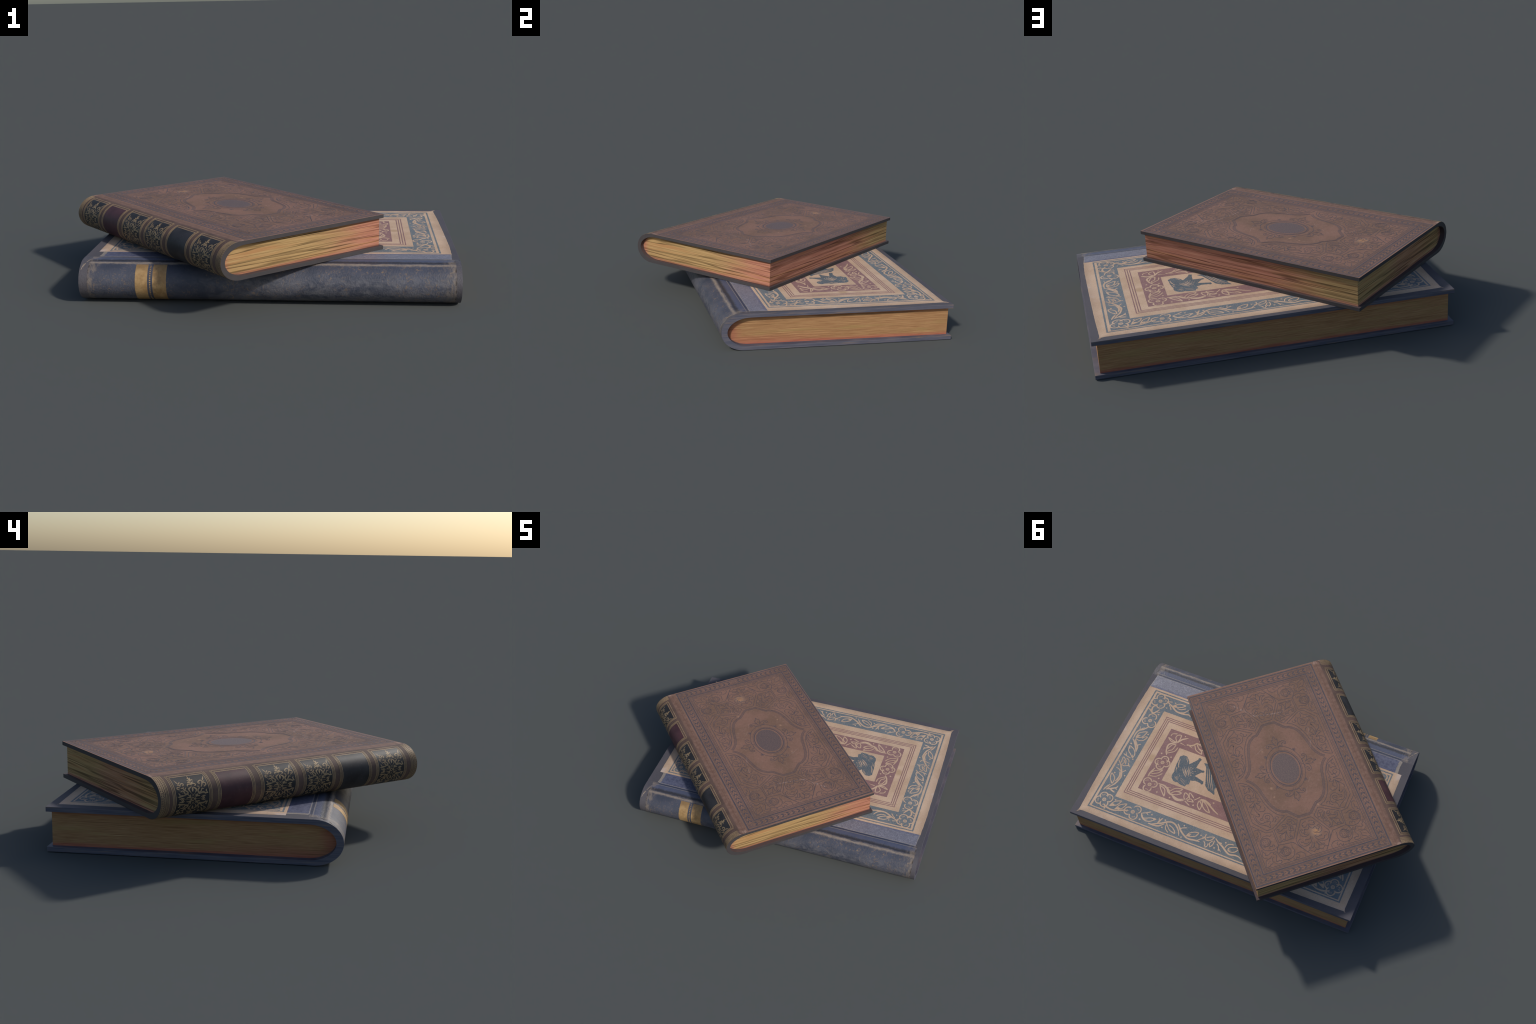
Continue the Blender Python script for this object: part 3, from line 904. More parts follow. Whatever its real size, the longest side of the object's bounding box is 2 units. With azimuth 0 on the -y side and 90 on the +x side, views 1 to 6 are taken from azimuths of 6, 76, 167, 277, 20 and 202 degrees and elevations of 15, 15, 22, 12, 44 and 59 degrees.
# ------------------------------------------------------------------ book bodies
def board(name, b, upper, mats, parent, edge_round=0.0009):
    """One board from the joint to the fore edge, open where it meets the spine piece."""
    z0, z1 = (b["T"] - b["board"], b["T"]) if upper else (0.0, b["board"])
    x0, x1, H = b["joint"], b["W"], b["H"]
    bm = bmesh.new()
    v = [bm.verts.new((x, y, z)) for x in (x0, x1) for y in (0, H) for z in (z0, z1)]
    for q in ((4, 6, 7, 5), (0, 4, 5, 1), (2, 3, 7, 6), (1, 5, 7, 3), (0, 2, 6, 4)):
        bm.faces.new([v[i] for i in q])
    bm.normal_update()
    es = [e for e in bm.edges if len(e.link_faces) == 2]
    bmesh.ops.bevel(bm, geom=es, offset=edge_round, segments=2, profile=0.6, affect="EDGES")
    bm.normal_update()
    # slots: 0 outer covering, 1 board edge, 2 lining
    for f in bm.faces:
        out = f.normal.z if upper else -f.normal.z
        f.material_index = 0 if out > 0.5 else (2 if out < -0.5 else 1)
    me = bpy.data.meshes.new(name)
    bm.to_mesh(me)
    bm.free()
    for m in mats:
        me.materials.append(m)
    ob = bpy.data.objects.new(name, me)
    bpy.context.scene.collection.objects.link(ob)
    ob.parent = parent
    return ob


def spine_piece(b, mats, parent, relief=None, ny=4, na=64):
    """Curved back: an outer and an inner half ellipse lofted along the spine, with flat run-outs to the joint."""
    t = np.linspace(-PI / 2, PI / 2, na + 1)
    out = [(b["joint"], 0.0)] + [(b["round"] * (1 - math.cos(a)), b["T"] / 2 * (1 + math.sin(a))) for a in t] + [(b["joint"], b["T"])]
    th = b["T"] / 2 - b["board"]
    inn = [(b["joint"], b["board"])] + [(b["wall"] + b["inner_round"] * (1 - math.cos(a)), b["T"] / 2 + th * math.sin(a)) for a in t] + [(b["joint"] + 1e-5, b["T"] - b["board"])]
    M = len(out)
    ang = [-95.0] + [math.degrees(a) for a in t] + [95.0]
    verts, faces, slots = [], [], []
    ys = np.linspace(0, b["H"], ny + 1)
    for y in ys:
        for k, (x, z) in enumerate(out):
            d = relief(ang[k], y) if relief else 0.0
            a = math.radians(max(-90, min(90, ang[k])))
            n = Vector((-math.cos(a) / b["round"], 0, math.sin(a) / (b["T"] / 2))).normalized()
            verts.append((x + n.x * d, y, z + n.z * d))
        for x, z in inn:
            verts.append((x, y, z))
    R = 2 * M
    for j in range(ny):
        for k in range(M - 1):
            a, c = j * R + k, (j + 1) * R + k
            faces.append((a, a + 1, c + 1, c)); slots.append(0)
            a, c = a + M, c + M
            faces.append((a, c, c + 1, a + 1)); slots.append(2)
    for j, flip in ((0, False), (ny, True)):
        for k in range(M - 1):
            a = j * R + k
            q = (a, a + M, a + M + 1, a + 1)
            faces.append(q[::-1] if flip else q); slots.append(1)
    return make_object("spine", verts, faces, mats, parent, slots, smooth=35)


def page_block(b, mat, parent, layers, grooves, depth, seed):
    """The leaves: a stack whose edges are combed by wavy grooves between the gatherings."""
    r = random.Random(seed)
    x1, y0, y1 = b["W"] - b["page_in"], b["page_end"], b["H"] - b["page_end"]
    zb, zt = b["board"], b["T"] - b["board"]
    th = (zt - zb) / 2
    gr = [(zb + (zt - zb) * (k + r.uniform(0.25, 0.75)) / grooves, r.uniform(0.0016, 0.0032), r.uniform(0.35, 1.0)) for k in range(grooves)]

    def groove(z, s):
        d = 0.0
        for k, (g, w, a) in enumerate(gr):
            c = g + 0.005 * noise.noise((s * 1.1, k * 3.1, seed))
            on = max(0.0, 0.55 + 0.9 * noise.noise((s * 1.3 + 9, k * 5.7, seed)))
            d += a * on * math.exp(-((z - c) / w) ** 2)
        return depth * min(1.2, d) + 0.0003 * noise.noise((s * 4, z * 500, seed))

    def recess(x):
        """The leaves draw back from the cover's ends toward the spine."""
        return b["page_slope"] * (1 - x / x1)

    ne, nf = 60, 90
    verts, faces = [], []
    for j in range(layers + 1):
        z = zb + 0.0002 + (zt - zb - 0.0004) * j / layers
        q = max(0.0, 1 - ((z - (zb + zt) / 2) / th) ** 2)
        xl = b["wall"] + 0.0004 + b["inner_round"] * (1 - math.sqrt(q))
        ring = []
        for i in range(ne):
            f = i / ne
            x = xl + (x1 - xl) * f
            ring.append((x, y0 + recess(x) + groove(z, x) * min(1, 8 * (1 - f))))
        for i in range(nf):
            f = i / nf
            y = y0 + (y1 - y0) * f
            ring.append((x1 - groove(z, 2.0 + y) * min(1, 12 * f, 12 * (1 - f)), y))
        for i in range(ne):
            f = i / ne
            x = x1 + (xl - x1) * f
            ring.append((x, y1 - recess(x) - groove(z, 7.0 + x) * min(1, 8 * f)))
        for i in range(6):
            ring.append((xl, y1 - recess(xl) + (y0 - y1 + 2 * recess(xl)) * i / 6))
        verts += [(x, y, z) for x, y in ring]
        R = len(ring)
    for j in range(layers):
        for i in range(R):
            k = (i + 1) % R
            faces.append((j * R + i, j * R + k, (j + 1) * R + k, (j + 1) * R + i))
    faces.append(tuple(range(R))[::-1])
    faces.append(tuple(range(layers * R, layers * R + R)))
    ob = make_object("page_block", verts, faces, mat, parent, smooth=50)
    return ob


def book_root(name, x, y, z, yaw, label):
    e = bpy.data.objects.new(name, None)
    e.empty_display_size = 0.2
    bpy.context.scene.collection.objects.link(e)
    e.location = (x, y, z)
    e.rotation_euler = (0, 0, yaw)
    e["label"] = label
    e["category"] = "book"
    return e


# ------------------------------------------------------------------ the blue book
def mm(pts):
    return [(a / 1000, b / 1000) for a, b in pts]


def frayed_pad(b, outline, lift, ragged, mat, name, parent, seed, soft=0.003):
    """A thin sheet glued to the cover, with an uneven rounded rim."""
    r = random.Random(seed)
    P = densify([np.array(p, float) for p in outline] + [np.array(outline[0], float)], 0.006)[:-1]
    N = len(P)
    cen = sum(P) / N
    rag = [p + np.array([noise.noise((p[0] * 30, p[1] * 30, seed)), noise.noise((p[0] * 30, p[1] * 30, seed + 5))]) * ragged
           + np.array([r.uniform(-1, 1), r.uniform(-1, 1)]) * ragged * 0.25 for p in P]
    nrm = []
    for i in range(N):
        t = P[(i + 1) % N] - P[i - 1]
        nrm.append(np.array([-t[1], t[0]]) / np.linalg.norm(t))
    verts, faces = [], []
    for inset, h in ((0, -0.0004), (0, lift * 0.45), (soft * 0.35, lift * 0.85), (soft, lift)):
        for p, n in zip(rag, nrm):
            q = p + n * inset
            verts.append((q[0], q[1], b["T"] + h))
    for k in range(3):
        for i in range(N):
            j = (i + 1) % N
            faces.append((k * N + i, k * N + j, (k + 1) * N + j, (k + 1) * N + i))
    faces.append(tuple(range(3 * N, 4 * N)))
    return make_object(name, verts, faces, mat, parent, smooth=60)


def flower(rl, u, v, r, rot, w, petals=4, seed=0):
    """A blossom in outline: cupped petals with a few hatch marks round a ringed eye."""
    q = random.Random(seed)
    for k in range(petals):
        a = rot + 2 * PI * k / petals + q.uniform(-0.15, 0.15)
        R = r * q.uniform(0.92, 1.08)
        cx, cy = u + 0.56 * R * math.cos(a), v + 0.56 * R * math.sin(a)
        pr = 0.44 * R
        sp = q.uniform(1.95, 2.3)
        pts = [(cx + pr * 1.12 * math.cos(a + t * sp) , cy + pr * 1.12 * math.sin(a + t * sp)) for t in np.linspace(-1, 1, 9)]
        rl.stroke(pts, w, blob=([0, 0.12, 0.5, 0.85, 1], [0.5, 1.3, 0.95, 1.25, 0.4]))
        for s in (-0.28, 0.0, 0.3):
            l = q.uniform(0.25, 0.5)
            rl.stroke([(cx + pr * (0.55 * math.cos(a) + s * -math.sin(a) * 1.3), cy + pr * (0.55 * math.sin(a) + s * math.cos(a) * 1.3)),
                       (cx + pr * ((0.55 - l) * math.cos(a) + s * -math.sin(a)), cy + pr * ((0.55 - l) * math.sin(a) + s * math.cos(a)))],
                      w * 0.45, curve=False)
    ring = [(u + 0.2 * r * math.cos(t), v + 0.2 * r * math.sin(t)) for t in np.linspace(0, 2 * PI, 13)[:-1]]
    rl.stroke(ring, w * 0.75, closed=True)
    for k in range(4):
        a = rot + PI / 4 + k * PI / 2
        rl.dot(u + 0.085 * r * math.cos(a), v + 0.085 * r * math.sin(a), 0.055 * r, 8)


def draw_vine(rl, motif, w, dot_r, flower_r, move=lambda p: p, seed=0):
    heavy = ("stem", "vine", "stalk", "antler", "tulip_base", "runner")
    for key, pts in motif.items():
        P = [move(p) for p in mm(pts)]
        if key == "dots":
            for p in P:
                rl.dot(p[0], p[1], dot_r * RNG.uniform(0.85, 1.15))
        elif key == "flowers":
            for i, p in enumerate(P):
                flower(rl, p[0], p[1], flower_r, 0.4 + 0.5 * i + seed, w * 0.9, 4 if i == 0 else 3, seed * 7 + i)
        elif key.endswith("fill"):
            rl.stroke(P, w * 1.9, taper=0.4)
        elif key.split("_")[0] in heavy:
            rl.stroke(P, w * 1.2, blob=([0, 0.3, 0.75, 1], [0.7, 1.2, 1.05, 0.5]))
        else:
            rl.stroke(P, w * 0.85, blob=([0, 0.15, 0.6, 0.9, 1], [1.1, 0.95, 0.95, 1.15, 0.3]))


def build_blue_book():
    b = BLUE
    root = book_root("cloth_bound_book", 0.9996, -0.529, 0.0, PI / 2,
                     "thick old book with blue leather spine and block-printed floral cloth cover")
    grey, edge, lining = blue_board(), blue_board_edge(), blue_board_edge()
    cloth = book_cloth()
    teal = print_ink("teal_print", (0.13, 0.16, 0.182), (0.17, 0.198, 0.217), amount=0.42)
    plum = print_ink("plum_print", (0.24, 0.13, 0.13), (0.285, 0.16, 0.155), (0.5, 0.37, 0.3), 0.26)
    leather = blue_spine_leather()

    def crease(a, y):
        w = 3.0 * noise.noise((y * 4, 0.3, 2.0))
        amp = 0.75 + 0.5 * noise.noise((y * 9, 4.0, 1.0))
        ridge = math.exp(-((a - 65 - w) / 3.6) ** 2) * 0.0016 * amp
        groove = math.exp(-((a - 75 - w * 0.6) / 3.0) ** 2) * 0.0012
        fade = min(1.0, (y / 0.03), (b["H"] - y) / 0.03)
        return (ridge - groove) * max(0.0, fade)

    spine = spine_piece(b, [leather, edge, lining], root, crease, ny=150, na=90)
    front = board("front_cover", b, True, [grey, edge, lining], root)
    board("back_cover", b, False, [grey, edge, lining], root)
    page_block(b, blue_pages(), root, 84, 22, 0.0011, 3)

    # cloth side and the strip of spine leather that laps on to the board
    frayed_pad(b, [(0.2475, 0.030), (0.40, 0.026), (0.75, 0.030), (1.05, 0.036), (1.212, 0.043), (1.2355, 0.0425), (1.230, 0.07), (1.2345, 0.35),
                   (1.238, 0.9), (1.2375, 1.3), (1.229, 1.72), (1.2275, 1.761), (1.21, 1.757), (0.9, 1.764), (0.5, 1.768), (0.2475, 1.766)],
               0.0007, 0.0011, cloth, "cloth_side", front, 11)
    frayed_pad(b, [(0.1518, 0.0375), (0.2, 0.035), (0.2472, 0.0305), (0.2472, 1.742), (0.20, 1.739), (0.158, 1.743), (0.1518, 1.73)],
               0.0006, 0.0012, blue_strip_leather(), "leather_strip", front, 21, 0.002)
    P = top_place(b)
    ruled = Relief(P, lift=0.0007, root=0)
    for x in (0.2365, 0.2415):
        ruled.stroke([(x, 0.034), (x, 0.6), (x, 1.2), (x, 1.715)], 0.0018, curve=False)
    ruled.build("ruled_line", print_ink("navy_rule", (0.09, 0.1, 0.19), (0.13, 0.14, 0.23), (0.3, 0.3, 0.38), 0.3), front)

    # printed bands and rules
    band = Relief(P, lift=0.0009, vary=0.00003, root=-0.0002)
    outer, inner = (0.279, 0.1005, 1.175, 1.700), (0.391, 0.2025, 1.067, 1.598)
    band.ring(outer, inner, 0.006, 0.0007)
    band.ring((0.2604, 0.0785, 1.1905, 1.7165), (0.2685, 0.0868, 1.1825, 1.7085), 0.006, 0.0006)
    band.build("printed_band", teal, front)
    inn = Relief(P, lift=0.0009, vary=0.00003, root=-0.0002)
    inn.ring((0.4925, 0.3045, 0.9625, 1.497), (0.6025, 0.415, 0.8563, 1.385), 0.006, 0.0006)
    inn.build("printed_inner_band", plum, front)
    rules = Relief(P, lift=0.0009, vary=0.00003, root=-0.0002)
    for k in range(3):
        o = 0.0125 * k
        r0 = (0.4222 + o, 0.2372 + o, 1.0225 - o, 1.5645 - o)
        rules.ring(r0, tuple(v + s * 0.0052 for v, s in zip(r0, (1, 1, -1, -1))), 0.008, 0.0005)
    rules.build("printed_rule", plum, front)

    # foliage left in cloth colour inside the bands; hidden stretches repeat the visible ones mirrored
    vine = Relief(P, lift=0.00105, vary=0.00025, root=-0.0005)
    same = lambda p: p
    flip_y = lambda p: (p[0], 1.7985 - p[1])
    flip_x = lambda p: (1.451 - p[0], p[1])
    turn = lambda p: (1.451 - p[0], 1.7985 - p[1])
    for i, m in enumerate((VINE_SPINE_CORNER, VINE_TAIL, VINE_FORE_CORNER)):
        draw_vine(vine, m, 0.0072, 0.0052, 0.05, same, i)
        draw_vine(vine, m, 0.0072, 0.0052, 0.05, flip_y, i + 4)
    for i, m in enumerate((VINE_FORE_LEAVES, VINE_FORE_RUN, VINE_FORE_END)):
        draw_vine(vine, m, 0.0072, 0.0052, 0.05, same, i + 8)
        if i != 0:
            draw_vine(vine, m, 0.0072, 0.0052, 0.05, flip_x, i + 12)
    draw_vine(vine, VINE_FORE_LEAVES, 0.0072, 0.0052, 0.05, flip_y, 9)
    draw_vine(vine, {k: v for k, v in VINE_FORE_RUN.items() if k not in ("vine_b", "twig_c")}, 0.0072, 0.0052, 0.05,
              lambda p: (p[0], 1.93 - p[1]), 10)
    back = {k: v for k, v in VINE_FORE_LEAVES.items() if k != "flowers"}
    draw_vine(vine, back, 0.0072, 0.0052, 0.05, lambda p: (1.451 - p[0], 1.7985 - p[1]), 15)
    vine.build("printed_vine", cloth, front)

    sprig = Relief(P, lift=0.00105, vary=0.00025, root=-0.0005)
    fy = lambda p: (p[0], 1.8015 - p[1])
    fx = lambda p: (1.455 - p[0], p[1])
    draw_vine(sprig, VINE_INNER, 0.0074, 0.0052, 0.048, same, 20)
    draw_vine(sprig, VINE_INNER, 0.0074, 0.0052, 0.048, fy, 21)
    run = VINE_INNER_RUN
    draw_vine(sprig, run, 0.0074, 0.0052, 0.048, same, 22)
    draw_vine(sprig, run, 0.0074, 0.0052, 0.048, fy, 23)
    draw_vine(sprig, run, 0.0074, 0.0052, 0.048, fx, 24)
    draw_vine(sprig, run, 0.0074, 0.0052, 0.048, lambda p: (1.455 - p[0], 1.8015 - p[1]), 25)
    sprig.build("printed_sprig", cloth, front)

    # crested caps printed in the middle panel
    crest = Relief(P, lift=0.0009, vary=0.0001, root=-0.0002)
    marks = Relief(P, lift=0.00115, vary=0.0001, root=-0.0005)
    for mv in (same, fy):
        for key, pts in CREST.items():
            Q = [mv(p) for p in mm(pts)]
            if key == "cap" or key == "plume":
                crest.fill(Q)
                rim = Q + [Q[0]]
                rag = [np.array(p) + 0.0012 * np.array([RNG.uniform(-1, 1), RNG.uniform(-1, 1)]) for p in densify([np.array(p) for p in rim], 0.008)]
                crest.stroke(rag, 0.004, curve=False)
                if key == "cap":
                    for i in (16, 21, 26):
                        crest.dot(Q[i][0], Q[i][1], 0.0085)
            elif key == "gems":
                for p in Q:
                    marks.dot(p[0], p[1], 0.0026, 8)
            else:
                marks.stroke(Q, 0.0036, taper=0.35)
                if key.startswith("hatch"):
                    for _ in range(2):
                        dx, dy = RNG.uniform(-0.016, 0.016), RNG.uniform(-0.008, 0.008)
                        m = [(p[0] + dx, p[1] + dy) for p in Q]
                        marks.stroke([m[0], ((m[0][0] + m[-1][0]) / 2, (m[0][1] + m[-1][1]) / 2 + 0.003), m[-1]], 0.0019, taper=0.4)
    crest.build("printed_crest", print_ink("slate_print", (0.09, 0.118, 0.142), (0.125, 0.152, 0.175), amount=0.4), front)
    marks.build("crest_highlight", cloth, front)

    # loose threads at the corners of the cloth
    thread = Relief(P, lift=0.0008, root=0.0)
    thread.stroke([(1.232, 0.052), (1.243, 0.046), (1.249, 0.036), (1.2525, 0.031)], 0.0022, taper=0.4)
    thread.stroke([(1.228, 0.045), (1.238, 0.04), (1.247, 0.0415)], 0.005, blob=([0, 0.6, 1], [1, 0.7, 0.1]))
    thread.stroke([(1.2265, 1.757), (1.231, 1.763), (1.229, 1.768)], 0.003, taper=0.4)
    thread.build("loose_thread", cloth, front)

    # gilt bands and a beaded rule across the spine
    g = Girth(b)
    gold = gilt_band()
    lo, hi = g.arc(-80), g.arc(59.5)
    for y0, y1 in ((1.4775, 1.5365), (1.3864, 1.4523)):
        p = Relief(g.place, lift=0.0005, root=0.001)
        p.patch(lo, y0, hi, y1, 60, 2)
        p.build("gilt_band", gold, spine, stuff=False)
    beads = Relief(g.place, lift=0.0005, root=0.001)
    n = 24
    for k in range(n):
        s = lo + (hi - 0.006 - lo) * (k + 0.5) / n
        beads.dot(s, 1.4648, 0.0034, 10)
    beads.build("gilt_bead", gold, spine)
    torn = Relief(g.place, step=0.004, lift=0.0006, root=0.0004)
    torn.stroke([(g.arc(40), 1.8035), (g.arc(52), 1.799), (g.arc(60), 1.795)], 0.004, taper=0.4)
    torn.stroke([(g.arc(50), 1.797), (g.arc(62), 1.788), (g.arc(70), 1.781), (g.arc(80), 1.772)], 0.006, blob=([0, 0.3, 0.55, 1], [0.3, 1, 0.5, 0.8]))
    torn.build("torn_lining", print_ink("torn_paper", (0.2, 0.16, 0.12), (0.4, 0.32, 0.24), (0.1, 0.12, 0.19), 0.7), spine)
    return root


# ------------------------------------------------------------------ the brown book
def offset(pts, d):
    P = [np.array(p, float) for p in pts]
    out = []
    for i, p in enumerate(P):
        t = P[min(i + 1, len(P) - 1)] - P[max(i - 1, 0)]
        t = t / np.linalg.norm(t)
        out.append(p + d * np.array([t[1], -t[0]]))
    return out


def build_brown_book():
    b = BROWN
    root = book_root("leather_bound_book", -0.0788, -0.839, 0.1996, 0.728,
                     "old brown leather book with tooled cover, gilt banded spine and red-stained pages")
    lea, edge, lining = brown_leather(), board_edge_dark(), board_lining_dark()
    spine = spine_piece(b, [brown_spine_leather(), edge, lining], root, None, ny=8, na=96)
    front = board("front_cover", b, True, [lea, edge, lining], root, 0.0008)
    board("back_cover", b, False, [lea, edge, lining], root, 0.0008)
    page_block(b, brown_pages(), root, 90, 12, 0.0009, 5)

    P = top_place(b)
    UC, VC = 0.5555, 0.6935
    ink = brown_tooling()

    # frames
    fr = Relief(P, lift=0.0003, vary=0.0001)
    for hu, hv, w in ((0.4055, 0.6775, 0.0085), (0.3935, 0.6655, 0.0022), (0.3875, 0.6595, 0.002), (0.3625, 0.6335, 0.002),
                      (0.3565, 0.6275, 0.002), (0.3475, 0.618, 0.0078), (0.3365, 0.607, 0.0024), (0.3305, 0.6005, 0.0018), (0.3215, 0.592, 0.0027)):
        fr.stroke(rect(UC - hu, VC - hv, UC + hu, VC + hv), w, closed=True, curve=False)
    fr.build("tooled_frame", ink, front)

    # running leaf border: a pair of leaves and a bead, meeting at a star in the middle of each side
    lf = Relief(P, lift=0.0003, vary=0.0001)
    hu, hv = 0.3755, 0.6465

    def leaf_pair(p, d):
        d = np.array(d, float)
        n = np.array([-d[1], d[0]])
        p = np.array(p, float)
        for s in (-1, 1):
            tip = p - d * 0.012 + n * s * 0.0125
            lf.stroke([p + d * 0.006 + n * s * 0.0012, p - d * 0.001 + n * s * 0.006, tip], 0.0098,
                      blob=([0, 0.3, 0.62, 1], [0.3, 0.75, 1.0, 0.12]))
        lf.dot(*(p + d * 0.0145), 0.0026, 8)
        lf.stroke([p + d * 0.005, p + d * 0.019], 0.0011, curve=False)

    def star(p, r, n):
        for k in range(n):
            a = 2 * PI * (k + 0.5) / n
            c, s = math.cos(a), math.sin(a)
            lf.stroke([(p[0] + 0.25 * r * c, p[1] + 0.25 * r * s), (p[0] + 0.6 * r * c, p[1] + 0.6 * r * s), (p[0] + r * c, p[1] + r * s)],
                      0.0036, blob=([0, 0.6, 1], [0.3, 1, 0.2]))

    for sx in (-1, 1):
        for sy in (-1, 1):
            for k in range(1, 11):
                leaf_pair((UC + sx * hu * (1 - k / 11), VC + sy * hv), (-sx, 0))
            for k in range(1, 19):
                leaf_pair((UC + sx * hu, VC + sy * hv * (1 - k / 19)), (0, -sy))
            star((UC + sx * hu, VC + sy * hv), 0.0155, 8)
    for p in ((UC, VC + hv), (UC, VC - hv), (UC + hu, VC), (UC - hu, VC)):
        star(p, 0.0145, 6)
    lf.build("tooled_leaf_border", ink, front)

    # lines of the strapwork, drawn for one quarter
    ln = Relief(P, lift=0.0003, vary=0.0001)
    orn = Relief(P, lift=0.0003, vary=0.0001)
    head = spline(mm([(0, 329), (34, 329)]), 2) + spline(mm([(34, 329), (62, 300), (80, 281), (91, 271)]), 4)
    side = spline(mm([(91, 271), (108, 268), (124, 258), (145, 239), (163, 206), (176, 162), (185, 122), (193, 83), (205, 53), (224, 24), (248, 2)]), 5)
    panel_edge = mm([(112, 301), (130, 292), (150, 279), (178, 238), (199, 184), (213, 118), (226, 80), (246, 45), (274, 20), (304, 9)])
    side_panel = [mm(p) for p in ([(304, 9), (304, 288)], [(304, 288), (240, 362), (203, 359), (112, 301)])]
    fan = mm([(0, 358), (33, 358), (100, 471), (98, 503), (62, 566), (46, 556), (26, 575), (12, 566), (0, 572)])
    leaf_box = mm([(199, 457), (109, 458), (51, 355), (92, 310), (200, 373), (199, 457)])
    dividers = [mm(p) for p in ([(43, 591), (120, 481), (207, 471), (225, 500)], [(207, 471), (211, 378), (252, 373), (322, 300)],)]
    for sx in (-1, 1):
        for sy in (-1, 1):
            q = lambda p: (UC + sx * p[0], VC + sy * p[1])
            for d, w in ((0.0, 0.0027), (0.0062, 0.002), (0.0118, 0.0027)):
                ln.stroke([q(p) for p in offset(head, -d)], w, curve=False)
                ln.stroke([q(p) for p in offset(side, -d)], w, curve=False)
            ln.stroke([q(p) for p in panel_edge], 0.0028)
            for poly in side_panel + [fan, leaf_box] + dividers:
                ln.stroke([q(p) for p in poly], 0.0028, curve=False)
            for group in (SIDE_SCROLL, CORNER_SCROLL, CORNER_LEAF, FAN_SCROLL, LEAF_BOX):
                for key, pts in group.items():
                    w = 0.005 if key.endswith("rib") else 0.0028
                    orn.stroke([q(p) for p in mm(pts)], w, taper=0.08)
            # rosettes in the corner rings, and beads
            for cu, cv in ((0.177, 0.522), (0.27, 0.431)):
                cen = q((cu, cv))
                for rr in (0.0285, 0.0245):
                    orn.stroke([(cen[0] + rr * math.cos(a), cen[1] + rr * math.sin(a)) for a in np.linspace(0, 2 * PI, 17)[:-1]], 0.0018, closed=True)
                for k in range(4):
                    a = PI / 4 + k * PI / 2
                    c2 = (cen[0] + 0.0125 * math.cos(a), cen[1] + 0.0125 * math.sin(a))
                    orn.stroke([(c2[0] + 0.0065 * math.cos(t), c2[1] + 0.0065 * math.sin(t)) for t in np.linspace(a - 2.3, a + 2.3, 8)], 0.0022)
                orn.dot(*cen, 0.0028, 8)
            for u, v, rr in ((0.236, 0.509, 0.006), (0.309, 0.475, 0.005), (0.183, 0.579, 0.0045), (0.178, 0.493, 0.005), (0.244, 0.435, 0.005)):
                c2 = q((u, v))
                orn.stroke([(c2[0] + rr * math.cos(t), c2[1] + rr * math.sin(t)) for t in np.linspace(0, 2 * PI, 11)[:-1]], 0.002, closed=True)
            # trefoil between the fleurs
            a = math.radians(42)
            for da, l in ((0, 0.018), (0.75, 0.013), (-0.75, 0.013)):
                base = np.array((0.113 * math.cos(a), 0.157 * math.sin(a)))
                d = np.array((math.cos(a + da), math.sin(a + da)))
                n = np.array((-d[1], d[0]))
                orn.stroke([q(base), q(base + d * l * 0.6 + n * 0.004), q(base + d * l), q(base + d * l * 0.6 - n * 0.004)], 0.0022, closed=True, n=3)
    ln.build("tooled_strapwork", ink, front)
    orn.build("tooled_scroll", ink, front)

    # oval medallion with four fleurs
    med = Relief(P, lift=0.0003, vary=0.0001)
    oval = lambda ru, rv: [(UC + ru * math.cos(t), VC + rv * math.sin(t)) for t in np.linspace(0, 2 * PI, 73)[:-1]]
    med.stroke(oval(0.0895, 0.121), 0.0055, closed=True, curve=False)
    med.stroke(oval(0.0975, 0.13), 0.0022, closed=True, curve=False)
    med.stroke(oval(0.1135, 0.157), 0.0024, closed=True, curve=False)
    for k in range(4):
        c, s = math.cos(k * PI / 2), math.sin(k * PI / 2)
        drop = 0.0 if k % 2 == 0 else 0.157 - 0.1135
        for key, pts in FLEUR.items():
            Q = []
            for x, y in mm(pts):
                y -= drop
                Q.append((UC + c * x - s * y, VC + s * x + c * y))
            med.stroke(Q, 0.005 if key == "rib" else 0.0028, taper=0.08)
    med.build("tooled_medallion", ink, front)
    core = Relief(P, lift=0.0003, vary=0.0)
    core.fill(oval(0.078, 0.107))
    core.build("medallion_core", oval_stain(), front, stuff=False)

    # gilt spine
    g = Girth(b)
    gold = gilt()
    black = label_leather("black_label_leather", (0.024, 0.022, 0.023), (0.04, 0.037, 0.039))
    wine = label_leather("wine_label_leather", (0.062, 0.025, 0.03), (0.088, 0.036, 0.04))
    panels = [(1.1569, 1.3132, "spray"), (0.9438, 1.0995, "wine"), (0.7173, 0.8836, "spray"), (0.5122, 0.6588, "spray"),
              (0.2974, 0.4527, "plain"), (0.0818, 0.2398, "spray")]
    top = g.arc(66)
    for y0, y1, kind in panels:
        p = Relief(g.place, lift=0.00025, vary=0.0, root=0.001)
        p.patch(-top, y0, top, y1, 72, 1)
        p.build("spine_label", wine if kind == "wine" else black, spine, stuff=False)
    lines = Relief(g.place, step=0.004, lift=0.0004, vary=0.0001, root=0.001)
    f0, f1 = g.arc(66), g.arc(74)
    for y0, y1, kind in panels:
        for d, s, w in ((0.0008, f0, 0.0028), (0.0078, f1 - 0.003, 0.0022), (0.0138, f1, 0.0028)):
            for y in (y0 - d, y1 + d):
                lines.stroke([(-s, y), (0, y), (s, y)], w, curve=False)
        for k in (-1, 1):
            lines.stroke([(k * f0, y0 - 0.001), (k * f0, y1 + 0.001)], 0.0034, curve=False)
            lines.stroke([(k * (f1 - 0.001), y0 - 0.008), (k * (f1 - 0.001), y1 + 0.008)], 0.0034, curve=False)
    f2 = g.arc(80)
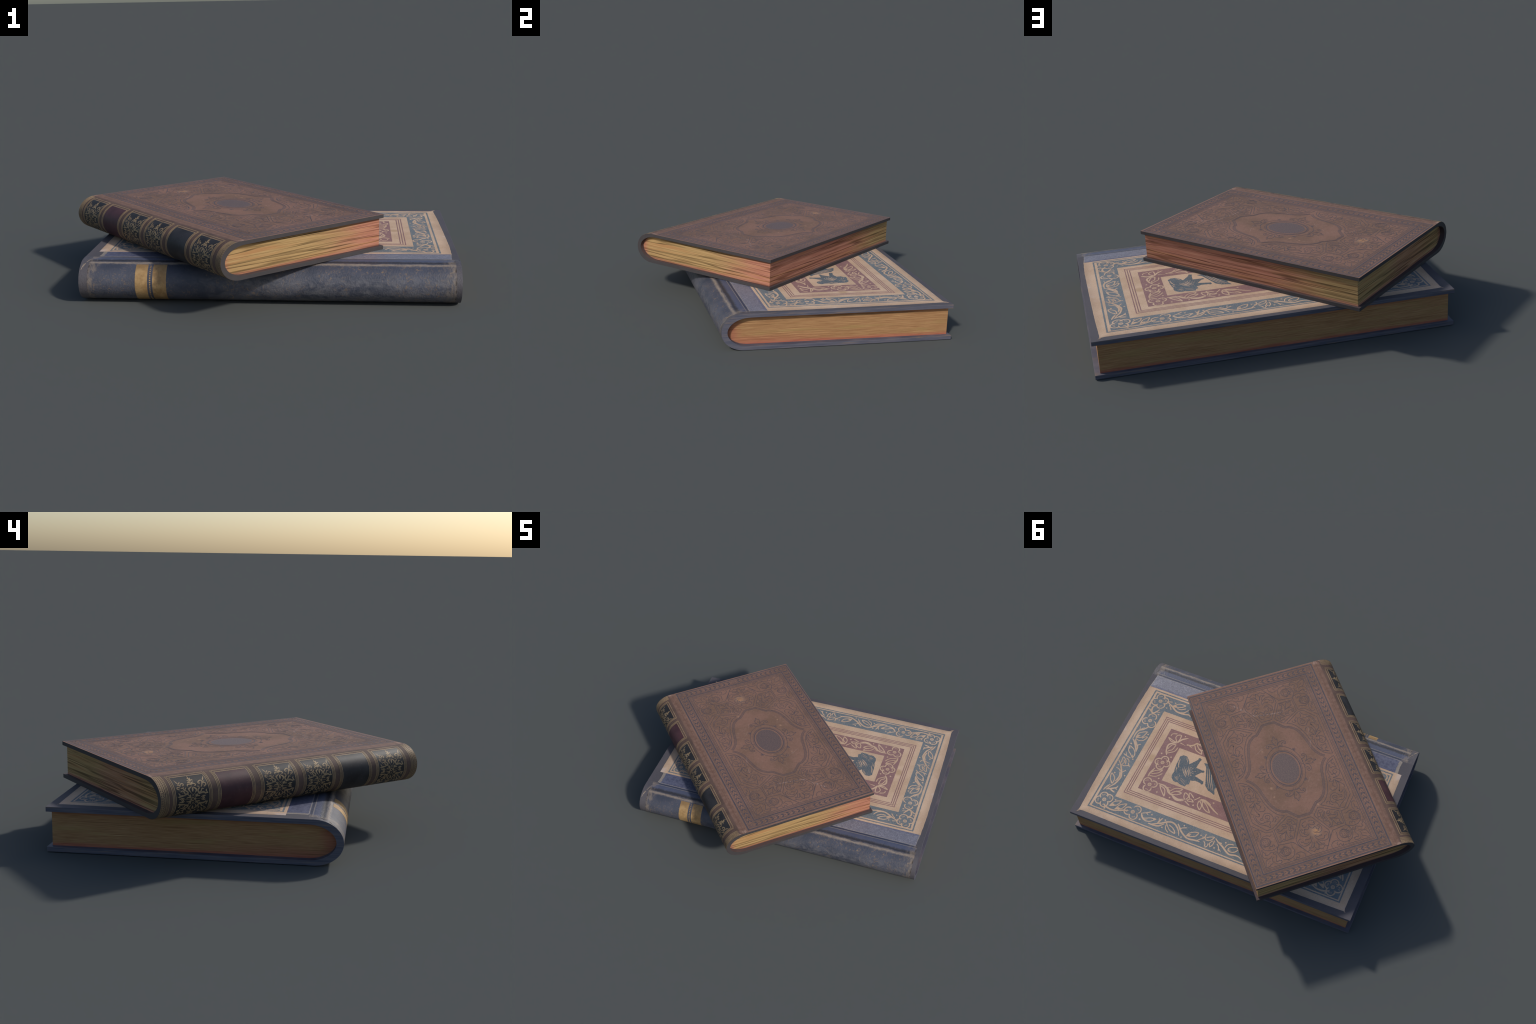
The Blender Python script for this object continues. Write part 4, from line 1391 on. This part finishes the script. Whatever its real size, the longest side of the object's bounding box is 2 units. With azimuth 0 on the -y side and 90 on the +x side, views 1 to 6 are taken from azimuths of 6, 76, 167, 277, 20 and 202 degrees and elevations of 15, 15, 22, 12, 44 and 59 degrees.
    for k, H in ((1, 0.0), (-1, b["H"])):
        for d, w in ((0.0385, 0.0026), (0.033, 0.0018), (0.0275, 0.0032), (0.0205, 0.0024), (0.0025, 0.002)):
            y = H + k * d
            lines.stroke([(-f2, y), (0, y), (f2, y)], w, curve=False)
        # lace edge of small arches
        n = 26
        for i in range(n):
            s0, s1 = -f2 + 2 * f2 * i / n, -f2 + 2 * f2 * (i + 1) / n
            m = (s0 + s1) / 2
            lines.stroke([(s0, H + k * 0.004), (s0 + (m - s0) * 0.4, H + k * 0.015), (m, H + k * 0.019), (m + (s1 - m) * 0.6, H + k * 0.015), (s1, H + k * 0.004)], 0.0019)
            lines.dot(m, H + k * 0.0095, 0.0024, 7)
    lines.build("gilt_line", gold, spine)

    spray = Relief(g.place, step=0.003, lift=0.0004, vary=0.00015, root=0.001)
    bold = ("swan", "far_swan", "ogee", "ogee_twin", "bird", "far_bird")
    fat = {"drop": 0.0085, "petal": 0.0115, "petal_b": 0.011, "petal_d": 0.011, "tulip_heart": 0.012, "far_heart": 0.012}
    thin = ("lattice", "lattice_twin", "tulip_stem", "far_stem", "stalk")
    for mirror in (1, -1):
        for key, pts in GILT_SPRAY.items():
            if mirror < 0 and (key in ("petal_b", "petal_d") or "heart" in key or "stem" in key):
                continue
            Q = [(mirror * s - 0.003, y) for s, y in mm(pts)]
            if key in fat:
                spray.stroke(Q, fat[key], blob=([0, 0.45, 1], [0.3, 1.0, 0.35]))
            elif key in thin:
                spray.stroke(Q, 0.0013)
            elif "spire" in key and "leaf" not in key:
                spray.stroke(Q, 0.0062, blob=([0, 0.75, 1], [0.12, 1.0, 0.4]))
            elif key in bold:
                spray.stroke(Q, 0.0064, blob=([0, 0.5, 1], [0.35, 1.2, 0.4]))
            else:
                spray.stroke(Q, 0.0047, blob=([0, 0.35, 0.8, 1], [0.4, 1.05, 0.95, 0.5]))
        for s, y in mm([(36, 28), (30, 45), (40, 56), (8, 62), (16, -62), (44, -60), (52, 36), (20, 20), (18, -24)]):
            spray.dot(mirror * s - 0.003, y, 0.0021, 8)
    ob = spray.build("gilt_spray", gold, spine)
    first = True
    for y0, y1, kind in panels:
        if kind != "spray":
            continue
        o = ob if first else ob.copy()
        if not first:
            bpy.context.scene.collection.objects.link(o)
            o["kind"] = "stuff"
        o.location.y = (y0 + y1) / 2 + 0.0015
        o.scale.y = (y1 - y0) / 0.1563 * 0.985
        first = False
    return root


build_blue_book()
build_brown_book()
